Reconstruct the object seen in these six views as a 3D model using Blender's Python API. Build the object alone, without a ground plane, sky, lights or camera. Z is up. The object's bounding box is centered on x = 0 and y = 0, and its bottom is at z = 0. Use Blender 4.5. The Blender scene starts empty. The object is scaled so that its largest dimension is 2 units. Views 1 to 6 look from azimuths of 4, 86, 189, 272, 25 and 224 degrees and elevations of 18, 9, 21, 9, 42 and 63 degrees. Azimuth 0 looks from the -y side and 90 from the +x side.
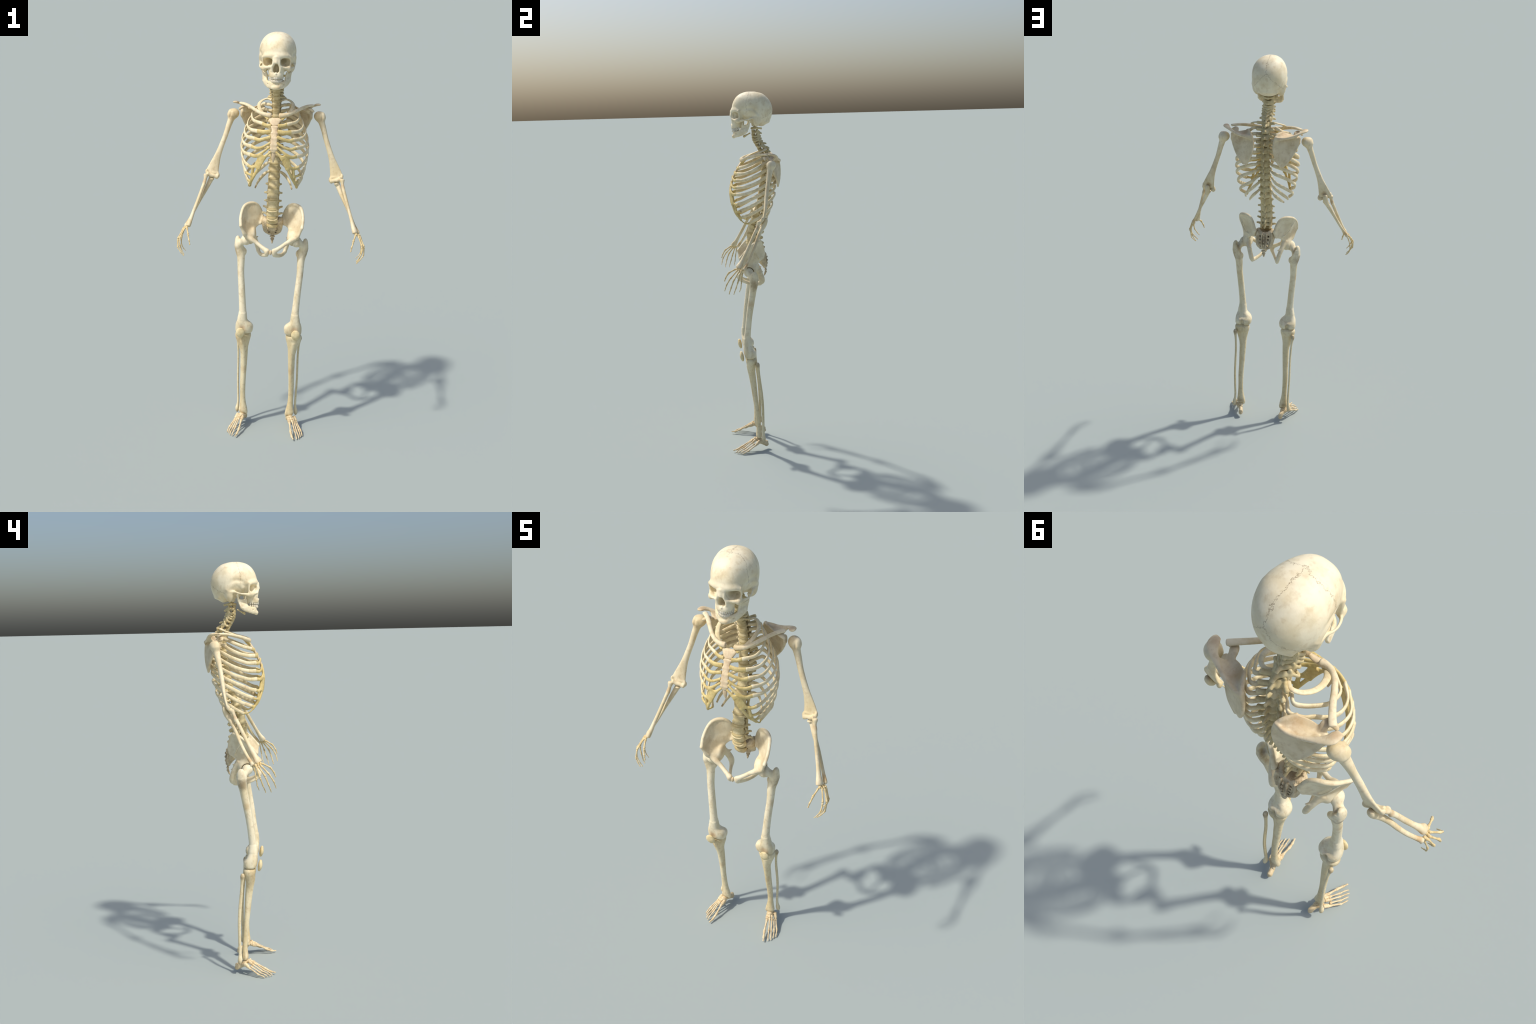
# Standing human skeleton, arms slightly spread, facing -y.  Every bone is modelled
# from lofts / ellipsoids / thick plates that are fused as signed distance fields.
import bpy, math, random
import numpy as np
import openvdb as vdb
from mathutils import Vector

random.seed(7)
RNG = np.random.default_rng(7)

# ------------------------------------------------------------------ geometry kit
def V(*a):
    return np.array(a, float)

def unit(v):
    v = np.asarray(v, float)
    n = np.linalg.norm(v)
    return v / n if n > 1e-12 else v

def spline(rows, per=6):
    """Catmull-Rom through rows of any width (position + radii together)."""
    P = np.asarray(rows, float)
    if len(P) == 2:
        t = np.linspace(0, 1, per + 1)[:, None]
        return P[0] * (1 - t) + P[1] * t
    E = np.vstack([2 * P[0] - P[1], P, 2 * P[-1] - P[-2]])
    out = []
    for i in range(1, len(E) - 2):
        p0, p1, p2, p3 = E[i - 1], E[i], E[i + 1], E[i + 2]
        for t in np.linspace(0, 1, per, endpoint=False):
            out.append(0.5 * ((2 * p1) + (p2 - p0) * t + (2 * p0 - 5 * p1 + 4 * p2 - p3) * t * t
                              + (3 * p1 - p0 - 3 * p2 + p3) * t ** 3))
    out.append(P[-1])
    return np.array(out)

def loft(rows, ref=(0, 0, 1), seg=16, per=6, cap=0.6, power=2.0, smooth=True, axis=None):
    """Closed tube.  rows: x y z a [b] [twist].  b lies along ref, a across it."""
    R = [list(r) + ([r[3]] if len(r) == 4 else []) for r in rows]
    R = [r + [0.0] if len(r) == 5 else r for r in R]
    S = spline(R, per) if smooth else np.array(R, float)
    S[:, 3:5] = np.maximum(S[:, 3:5], 0.0004)
    C, a, b, tw = S[:, :3], S[:, 3], S[:, 4], S[:, 5]
    T = np.gradient(C, axis=0)
    T /= np.linalg.norm(T, axis=1)[:, None] + 1e-12
    if axis is not None:                      # all sections stay square to one axis
        T[:] = unit(axis)
    rings = []
    ang = np.linspace(0, 2 * math.pi, seg, endpoint=False)
    ca, sa = np.cos(ang), np.sin(ang)
    if power != 2.0:
        ca = np.sign(ca) * np.abs(ca) ** (2 / power)
        sa = np.sign(sa) * np.abs(sa) ** (2 / power)
    ref = unit(ref)
    def ring(c, t, ra, rb, w):
        n = ref - (ref @ t) * t
        n = unit(n) if np.linalg.norm(n) > 1e-4 else unit(np.cross(t, V(1, 0.3, 0.2)))
        s = np.cross(n, t)
        if w:
            n, s = math.cos(w) * n + math.sin(w) * s, math.cos(w) * s - math.sin(w) * n
        return c + np.outer(ca * ra, s) + np.outer(sa * rb, n)
    m0, m1 = min(a[0], b[0]) * cap, min(a[-1], b[-1]) * cap
    for f in (0.25, 0.7, 0.93):
        rings.append(ring(C[0] - T[0] * m0 * math.sqrt(1 - f * f), T[0], a[0] * f, b[0] * f, tw[0]))
    for i in range(len(C)):
        rings.append(ring(C[i], T[i], a[i], b[i], tw[i]))
    for f in (0.93, 0.7, 0.25):
        rings.append(ring(C[-1] + T[-1] * m1 * math.sqrt(1 - f * f), T[-1], a[-1] * f, b[-1] * f, tw[-1]))
    n = len(rings)
    verts = np.vstack(rings + [(C[0] - T[0] * m0)[None], (C[-1] + T[-1] * m1)[None]])
    k = np.arange(seg)
    k1 = (k + 1) % seg
    quads = np.vstack([np.stack([i * seg + k, i * seg + k1, (i + 1) * seg + k1, (i + 1) * seg + k], 1) for i in range(n - 1)])
    t0 = np.stack([np.full(seg, n * seg), k1, k], 1)
    t1 = np.stack([np.full(seg, n * seg + 1), (n - 1) * seg + k, (n - 1) * seg + k1], 1)
    return verts, quads, np.vstack([t0, t1])

def plate(rows, thick, per=5, bulge=None):
    """Thick curved plate.  rows: list of polylines (each the same count of points);
    thick: half thickness, a number or one number per row (list of lists allowed)."""
    G = np.array([spline(r, per) for r in rows])            # rows x cols x 3
    G = spline(G.reshape(len(rows), -1), per).reshape(-1, G.shape[1], 3)
    nr, nc = G.shape[:2]
    th = np.array(thick, float)
    if th.ndim == 0:
        T = np.full((nr, nc), float(th))
    else:
        if th.ndim == 1:
            th = np.repeat(th[:, None], 2, 1)
        u = np.linspace(0, th.shape[1] - 1, nc)
        A = np.array([np.interp(u, np.arange(th.shape[1]), r) for r in th])
        w = np.linspace(0, th.shape[0] - 1, nr)
        T = np.array([np.interp(w, np.arange(th.shape[0]), A[:, j]) for j in range(nc)]).T
    N = np.cross(np.gradient(G, axis=0), np.gradient(G, axis=1))
    N /= np.linalg.norm(N, axis=2)[..., None] + 1e-12
    if bulge is not None:
        uu = np.sin(np.linspace(0, math.pi, nr))[:, None] * np.sin(np.linspace(0, math.pi, nc))[None]
        G = G + N * (bulge * uu)[..., None]
        N = np.cross(np.gradient(G, axis=0), np.gradient(G, axis=1))
        N /= np.linalg.norm(N, axis=2)[..., None] + 1e-12
    top, bot = (G + N * T[..., None]).reshape(-1, 3), (G - N * T[..., None]).reshape(-1, 3)
    M = nr * nc
    idx = np.arange(M).reshape(nr, nc)
    q = np.stack([idx[:-1, :-1], idx[1:, :-1], idx[1:, 1:], idx[:-1, 1:]], -1).reshape(-1, 4)
    quads = [q, q[:, ::-1] + M]
    for e in (idx[0], idx[:, -1], idx[-1][::-1], idx[:, 0][::-1]):
        quads.append(np.stack([e[:-1], e[1:], e[1:] + M, e[:-1] + M], 1))
    return np.vstack([top, bot]), np.vstack(quads), np.zeros((0, 3), int)

def smin(a, b, k):
    if k <= 0:
        return np.minimum(a, b)
    h = np.maximum(k - np.abs(a - b), 0) / k
    return np.minimum(a, b) - h * h * k * 0.25

class Field:
    """Signed distance field on a dense grid."""
    BAND = 9
    def __init__(self, lo, hi, vox=0.0016):
        self.vox = vox
        self.lo = np.array(lo, float)
        self.shape = tuple(np.ceil((np.array(hi) - self.lo) / vox).astype(int) + 1)
        self.far = self.BAND * vox
        self.d = np.full(self.shape, self.far, np.float32)
        ax = [self.lo[i] + vox * np.arange(self.shape[i], dtype=np.float32) for i in range(3)]
        self.X, self.Y, self.Z = ax[0][:, None, None], ax[1][None, :, None], ax[2][None, None, :]

    def solid(self, m):
        v, q, t = m
        g = vdb.FloatGrid.createLevelSetFromPolygons(
            np.ascontiguousarray(v - self.lo, np.float32), triangles=np.ascontiguousarray(t, np.uint32),
            quads=np.ascontiguousarray(q, np.uint32), transform=vdb.createLinearTransform(self.vox), halfWidth=self.BAND)
        a = np.empty(self.shape, np.float32)
        g.copyToArray(a, (0, 0, 0))
        return a

    def ball(self, c, r, rot=None):
        """ellipsoid; rot = three unit axes as rows"""
        r = np.array(r if np.ndim(r) else (r, r, r), float)
        x, y, z = self.X - c[0], self.Y - c[1], self.Z - c[2]
        if rot is not None:
            M = np.array(rot, float)
            x, y, z = (M[i, 0] * x + M[i, 1] * y + M[i, 2] * z for i in range(3))
        k0 = np.sqrt((x / r[0]) ** 2 + (y / r[1]) ** 2 + (z / r[2]) ** 2)
        k1 = np.sqrt((x / r[0] ** 2) ** 2 + (y / r[1] ** 2) ** 2 + (z / r[2] ** 2) ** 2) + 1e-9
        d = np.where(k0 < 1e-3, -r.min(), k0 * (k0 - 1) / k1)
        return np.clip(d, -self.far, self.far).astype(np.float32)

    def add(self, s, k=0.004):
        self.d = smin(self.d, self.solid(s) if isinstance(s, tuple) else s, k)
        return self

    def cut(self, s, k=0.003):
        self.d = -smin(-self.d, self.solid(s) if isinstance(s, tuple) else s, k)
        return self

    def blur(self, n=1):
        for _ in range(n):
            for ax in range(3):
                d = self.d
                p = np.concatenate([d.take([0], ax), d, d.take([-1], ax)], ax)
                L = d.shape[ax]
                self.d = 0.5 * d + 0.25 * (p.take(range(0, L), ax) + p.take(range(2, L + 2), ax))
        return self

    def mesh(self, iso=0.0):
        g = vdb.FloatGrid(self.far)
        g.copyFromArray(np.ascontiguousarray(self.d, np.float32), (0, 0, 0), 0.0)
        g.transform = vdb.createLinearTransform(self.vox)
        p, t, q = g.convertToPolygons(iso, 0.0)
        p = np.array(p, float) + self.lo
        q, t = np.array(q, int).reshape(-1, 4), np.array(t, int).reshape(-1, 3)
        # make sure the faces look outward (signed volume)
        a, b, c = p[q[:, 0]], p[q[:, 1]], p[q[:, 2]]
        if len(q) and np.einsum('ij,ij->i', a - p.mean(0), np.cross(b - a, c - a)).sum() < 0:
            q, t = q[:, ::-1], t[:, ::-1]
        return p, q, t

def fuse(parts, vox=0.0016, blur=1, k=0.004, cuts=(), pad=0.008):
    """Union of solids (each a mesh tuple or (mesh, k)) with soft joints, minus cuts."""
    parts = [p if isinstance(p[1], float) else (p, k) for p in parts]
    allv = np.vstack([m[0] for m, _ in parts])
    f = Field(allv.min(0) - pad, allv.max(0) + pad, vox)
    for m, kk in parts:
        f.add(m, kk)
    for c in cuts:
        m, kk = c if isinstance(c[1], float) else (c, 0.002)
        f.cut(m, kk)
    return f.blur(blur).mesh()

def egg(c, r, rot=None, n=14):
    """ellipsoid as a mesh"""
    r = r if np.ndim(r) else (r, r, r)
    M = np.eye(3) if rot is None else np.array(rot, float)
    th = np.linspace(0, math.pi, n)[1:-1]
    ph = np.linspace(0, 2 * math.pi, 2 * n, endpoint=False)
    L = [np.array([np.sin(t) * np.cos(ph) * r[0], np.sin(t) * np.sin(ph) * r[1], np.full(2 * n, math.cos(t) * r[2])]).T for t in th]
    v = np.vstack(L + [[[0, 0, r[2]]], [[0, 0, -r[2]]]]) @ M + np.array(c)
    s, k = 2 * n, np.arange(2 * n)
    k1 = (k + 1) % s
    q = np.vstack([np.stack([i * s + k, (i + 1) * s + k, (i + 1) * s + k1, i * s + k1], 1) for i in range(len(th) - 1)])
    m = len(th) * s
    t = np.vstack([np.stack([np.full(s, m), k, k1], 1), np.stack([np.full(s, m + 1), (len(th) - 1) * s + k1, (len(th) - 1) * s + k], 1)])
    return v, q, t

def merge(*ms):
    vs, qs, ts, o = [], [], [], 0
    for v, q, t in ms:
        vs.append(v); qs.append(q + o); ts.append(t + o); o += len(v)
    return np.vstack(vs), np.vstack(qs), np.vstack(ts)

# ------------------------------------------------------------------ objects
ROOT = bpy.data.objects.new("human_skeleton", None)
ROOT.empty_display_size = 0.2
bpy.context.scene.collection.objects.link(ROOT)
ROOT["label"] = "full standing human skeleton of cream coloured bone, arms spread"
ROOT["category"] = "human skeleton"

def to_object(name, m, mat, parent=None, flip=False, smooth=True):
    v, q, t = m
    v = np.array(v, float)
    if flip:
        v = v * V(-1, 1, 1)
        q, t = q[:, ::-1], t[:, ::-1]
    me = bpy.data.meshes.new(name)
    me.from_pydata(v.tolist(), [], q.tolist() + t.tolist())
    me.polygons.foreach_set("use_smooth", np.full(len(me.polygons), smooth))
    me.materials.append(mat)
    me.update()
    ob = bpy.data.objects.new(name, me)
    bpy.context.scene.collection.objects.link(ob)
    ob.parent = parent or ROOT
    return ob

def pair(name, m, mat, parents=(None, None)):
    return [to_object(name, m, mat, parents[0]), to_object(name, m, mat, parents[1], flip=True)]

def group(name):
    e = bpy.data.objects.new(name, None)
    e.empty_display_size = 0.05
    bpy.context.scene.collection.objects.link(e)
    e.parent = ROOT
    return e

# ------------------------------------------------------------------ materials
def srgb(r, g, b):
    f = lambda c: c / 12.92 if c <= 0.04045 else ((c + 0.055) / 1.055) ** 2.4
    return (f(r / 255), f(g / 255), f(b / 255), 1)

def suture_lines(N, L, src):
    """Mask of the wiggly skull seams: sagittal, coronal and lambdoid lines on object coordinates."""
    def math_(op, a, b=0.0, c=None):
        n = N.new("ShaderNodeMath"); n.operation = op
        for k, v in enumerate((a, b) if c is None else (a, b, c)):
            if hasattr(v, "links"): L.new(v, n.inputs[k])
            else: n.inputs[k].default_value = v
        return n.outputs[0]
    def wiggle(scale, amp, seed):
        n = N.new("ShaderNodeTexNoise"); n.noise_dimensions = "4D"
        n.inputs["W"].default_value = seed
        n.inputs["Scale"].default_value = scale; n.inputs["Detail"].default_value = 3; n.inputs["Roughness"].default_value = 0.75
        L.new(src, n.inputs["Vector"])
        return math_("MULTIPLY", math_("SUBTRACT", n.outputs["Fac"], 0.5), amp)
    def step(v, a, b):
        n = N.new("ShaderNodeMapRange"); n.interpolation_type = "SMOOTHSTEP"
        n.inputs["From Min"].default_value = a; n.inputs["From Max"].default_value = b
        L.new(v, n.inputs["Value"])
        return n.outputs[0]
    sp = N.new("ShaderNodeSeparateXYZ"); L.new(src, sp.inputs[0])
    x, y, z = sp.outputs
    ax = math_("ABSOLUTE", x)
    sag = math_("ABSOLUTE", math_("ADD", x, wiggle(85, 0.034, 1)))
    m1 = math_("MULTIPLY", step(sag, 0.0015, 0.0005), math_("MULTIPLY", step(y, -0.008, -0.004), step(z, 1.926, 1.932)))
    yc = math_("ADD", math_("MULTIPLY", ax, 0.7), math_("MULTIPLY", math_("MULTIPLY", ax, ax), -11.0))
    cor = math_("ABSOLUTE", math_("ADD", math_("SUBTRACT", math_("ADD", y, 0.006), yc), wiggle(75, 0.034, 2)))
    m2 = math_("MULTIPLY", step(cor, 0.0015, 0.0005), math_("MULTIPLY", step(z, 1.895, 1.905), step(y, -0.05, -0.04)))
    m2 = math_("MULTIPLY", m2, 0.8)
    lam = math_("ABSOLUTE", math_("ADD", math_("ADD", math_("SUBTRACT", z, 1.930), math_("MULTIPLY", ax, 1.05)), wiggle(90, 0.045, 3)))
    m3 = math_("MULTIPLY", step(lam, 0.0022, 0.0007), math_("MULTIPLY", step(y, 0.055, 0.065), step(z, 1.84, 1.86)))
    m3 = math_("MULTIPLY", m3, 0.7)
    return math_("MAXIMUM", m1, math_("MAXIMUM", m2, m3))

def bone(name, light, mid, stain, stain_amount=0.35, scale=18.0, pits=0.25, rough=0.55, streak=None, fade=None, sutures=False, patches=()):
    """Dry bone: cloudy two-tone base, brownish stains, fine pits and a soft sheen.
    fade = (axis, from, to, colour): end-of-bone discoloration along an object axis."""
    m = bpy.data.materials.new(name)
    m.use_nodes = True
    nt = m.node_tree
    N, L = nt.nodes, nt.links
    bs = N["Principled BSDF"]
    tc = N.new("ShaderNodeTexCoord")
    src = tc.outputs["Object"]
    info = N.new("ShaderNodeObjectInfo")
    off = N.new("ShaderNodeVectorMath"); off.operation = "MULTIPLY_ADD"
    comb = N.new("ShaderNodeCombineXYZ")
    L.new(info.outputs["Random"], comb.inputs[0]); L.new(info.outputs["Random"], comb.inputs[2])
    L.new(comb.outputs[0], off.inputs[0]); off.inputs[1].default_value = (3, 3, 3)
    L.new(src, off.inputs[2])
    vec = off.outputs[0]
    if streak:
        mp = N.new("ShaderNodeMapping"); mp.inputs["Scale"].default_value = streak
        L.new(vec, mp.inputs[0]); svec = mp.outputs[0]
    else:
        svec = vec
    def noise(sc, det, rgh, v):
        n = N.new("ShaderNodeTexNoise")
        n.inputs["Scale"].default_value = sc; n.inputs["Detail"].default_value = det; n.inputs["Roughness"].default_value = rgh
        L.new(v, n.inputs["Vector"])
        return n.outputs["Fac"]
    def ramp(fac, p0, p1):
        r = N.new("ShaderNodeMapRange"); r.interpolation_type = "SMOOTHSTEP"
        r.inputs["From Min"].default_value = p0; r.inputs["From Max"].default_value = p1
        L.new(fac, r.inputs["Value"])
        return r.outputs[0]
    def mix(f, a, b):
        x = N.new("ShaderNodeMix"); x.data_type = "RGBA"
        for s, val in ((x.inputs[0], f), (x.inputs[6], a), (x.inputs[7], b)):
            if hasattr(val, "links"): L.new(val, s)
            else: s.default_value = val
        return x.outputs[2]
    def times(a, k):
        x = N.new("ShaderNodeMath"); x.operation = "MULTIPLY"
        L.new(a, x.inputs[0]); x.inputs[1].default_value = k
        return x.outputs[0]
    col = mix(ramp(noise(scale, 5, 0.6, svec), 0.36, 0.66), light, mid)
    col = mix(times(ramp(noise(scale * 0.55, 6, 0.65, svec), 0.52, 0.72), stain_amount), col, stain)
    if fade:
        for axis, p0, p1, colr, amt in fade:
            sp = N.new("ShaderNodeSeparateXYZ"); L.new(src, sp.inputs[0])
            wob = N.new("ShaderNodeMath"); wob.operation = "MULTIPLY_ADD"
            L.new(noise(35, 4, 0.6, vec), wob.inputs[0]); wob.inputs[1].default_value = (p1 - p0) * 1.2
            L.new(sp.outputs[axis], wob.inputs[2])
            f = ramp(wob.outputs[0], p0 + (p1 - p0) * 0.6, p1 + (p1 - p0) * 0.6)
            col = mix(times(f, amt), col, colr)
    # mid-size cloudy mottling
    col = mix(times(ramp(noise(scale * 3.2, 4, 0.6, vec), 0.5, 0.68), 0.28), col, stain)
    if sutures:
        col = mix(times(suture_lines(N, L, src), 0.6), col, srgb(120, 92, 56))
    # local stains and painted-in shade: (|x|, y, z, radius, colour, amount) in object space, ragged edge
    if patches:
        ab = N.new("ShaderNodeVectorMath"); ab.operation = "ABSOLUTE"
        L.new(src, ab.inputs[0])
        sx, sy = N.new("ShaderNodeSeparateXYZ"), N.new("ShaderNodeSeparateXYZ")
        L.new(ab.outputs[0], sx.inputs[0]); L.new(src, sy.inputs[0])
        cb = N.new("ShaderNodeCombineXYZ")
        L.new(sx.outputs[0], cb.inputs[0]); L.new(sy.outputs[1], cb.inputs[1]); L.new(sy.outputs[2], cb.inputs[2])
        rag = noise(45, 5, 0.65, vec)
        for px, py, pz, rad, colr, amt in patches:
            ds = N.new("ShaderNodeVectorMath"); ds.operation = "DISTANCE"
            L.new(cb.outputs[0], ds.inputs[0]); ds.inputs[1].default_value = (px, py, pz)
            ad = N.new("ShaderNodeMath"); ad.operation = "MULTIPLY_ADD"
            L.new(rag, ad.inputs[0]); ad.inputs[1].default_value = rad * 1.3
            L.new(ds.outputs["Value"], ad.inputs[2])
            col = mix(times(ramp(ad.outputs[0], rad * 1.75, rad * 0.75), amt), col, colr)
    # small dark pores
    vo = N.new("ShaderNodeTexVoronoi"); vo.inputs["Scale"].default_value = 170
    L.new(vec, vo.inputs["Vector"])
    por = ramp(vo.outputs["Distance"], 0.16, 0.05)
    gate = ramp(noise(22, 2, 0.5, vec), 0.55, 0.7)
    pg = N.new("ShaderNodeMath"); pg.operation = "MULTIPLY"
    L.new(por, pg.inputs[0]); L.new(gate, pg.inputs[1])
    col = mix(times(pg.outputs[0], pits), col, stain)
    L.new(col, bs.inputs["Base Color"])
    bs.inputs["Roughness"].default_value = rough
    bs.inputs["Specular IOR Level"].default_value = 0.35
    bp = N.new("ShaderNodeBump"); bp.inputs["Strength"].default_value = 0.18; bp.inputs["Distance"].default_value = 0.002
    L.new(noise(150, 4, 0.6, svec), bp.inputs["Height"])
    L.new(bp.outputs[0], bs.inputs["Normal"])
    return m

M_SKULL = bone("skull_bone", srgb(240, 229, 198), srgb(226, 211, 174), srgb(190, 164, 118), 0.4, 14, sutures=True)
M_JAW = bone("jaw_bone", srgb(240, 229, 198), srgb(226, 211, 174), srgb(190, 160, 112), 0.45, 30)
M_RIB = bone("rib_bone", srgb(238, 224, 188), srgb(222, 205, 162), srgb(178, 146, 98), 0.4, 26,
             patches=[(0.126, -0.063, 1.362, 0.012, srgb(128, 98, 66), 0.75), (0.102, -0.076, 1.489, 0.007, srgb(170, 126, 80), 0.6), (0.088, 0.026, 1.272, 0.012, srgb(150, 116, 70), 0.6)])
M_CART = bone("costal_cartilage_surface", srgb(218, 198, 138), srgb(202, 180, 116), srgb(166, 136, 84), 0.4, 34)
M_STERN = bone("sternum_bone", srgb(224, 206, 170), srgb(208, 186, 152), srgb(172, 140, 100), 0.4, 34)
M_SPINE = bone("vertebra_bone", srgb(218, 203, 160), srgb(198, 181, 134), srgb(150, 124, 78), 0.45, 34)
M_DISC = bone("disc_cartilage", srgb(200, 182, 134), srgb(180, 162, 114), srgb(146, 122, 80), 0.4, 40)
M_SACRUM = bone("sacrum_bone", srgb(214, 198, 164), srgb(194, 176, 142), srgb(136, 112, 82), 0.5, 44,
                patches=[(0.0, 0.088, 1.075, 0.040, srgb(132, 112, 88), 0.5), (0.0, 0.072, 0.998, 0.016, srgb(128, 106, 80), 0.5)])  # first patch paints the original's baked shading onto the sacrum's back
M_PELVIS = bone("pelvis_bone", srgb(234, 222, 190), srgb(218, 202, 166), srgb(186, 160, 118), 0.4, 18)
M_LONG = bone("thigh_bone", srgb(236, 226, 196), srgb(216, 200, 160), srgb(172, 142, 98), 0.6, 18, streak=(1, 1, 0.2),
              patches=[(0.176, 0.000, 0.955, 0.045, srgb(134, 108, 76), 0.65), (0.150, 0.010, 1.005, 0.022, srgb(140, 114, 82), 0.6), (0.160, -0.020, 0.85, 0.03, srgb(190, 158, 106), 0.5),
                       (0.130, -0.068, 0.575, 0.022, srgb(196, 164, 126), 0.5), (0.124, 0.0, 0.57, 0.018, srgb(150, 124, 92), 0.5)])
M_ARM = bone("arm_bone", srgb(232, 218, 184), srgb(216, 198, 156), srgb(180, 148, 102), 0.45, 18, streak=(1, 1, 0.3),
             patches=[(0.405, -0.052, 1.108, 0.026, srgb(186, 148, 92), 0.7), (0.333, 0.015, 1.295, 0.020, srgb(176, 138, 88), 0.6), (0.296, 0.060, 1.345, 0.018, srgb(166, 134, 92), 0.6), (0.022, -0.042, 1.63, 0.018, srgb(190, 156, 110), 0.5), (0.215, 0.085, 1.60, 0.02, srgb(190, 160, 118), 0.5)])
M_SHIN = bone("shin_bone", srgb(230, 217, 180), srgb(212, 194, 150), srgb(168, 136, 88), 0.6, 22, streak=(1, 1, 0.16),
              patches=[(0.160, 0.008, 0.505, 0.020, srgb(128, 104, 78), 0.7), (0.126, -0.020, 0.51, 0.028, srgb(186, 154, 108), 0.5), (0.118, -0.022, 0.33, 0.03, srgb(184, 150, 96), 0.4), (0.122, 0.018, 0.085, 0.022, srgb(150, 122, 86), 0.6), (0.154, 0.030, 0.065, 0.016, srgb(150, 122, 90), 0.5)])
M_FLAT = bone("shoulder_bone", srgb(226, 210, 176), srgb(210, 192, 154), srgb(172, 140, 98), 0.45, 18,
              patches=[(0.100, 0.128, 1.648, 0.028, srgb(188, 150, 100), 0.6), (0.190, 0.105, 1.672, 0.02, srgb(176, 142, 104), 0.5), (0.155, 0.08, 1.65, 0.016, srgb(140, 112, 82), 0.55)])
M_HAND = bone("hand_bone", srgb(226, 206, 158), srgb(208, 184, 130), srgb(162, 128, 76), 0.45, 60)
M_FOOT = bone("foot_bone", srgb(228, 209, 170), srgb(210, 187, 144), srgb(164, 130, 86), 0.45, 60)
M_TOOTH = bone("tooth_enamel", srgb(228, 220, 200), srgb(216, 206, 182), srgb(190, 172, 136), 0.3, 60, rough=0.35)
M_CARTPAT = bone("patella_bone", srgb(230, 214, 170), srgb(214, 196, 148), srgb(180, 150, 102), 0.4, 40)

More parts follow.
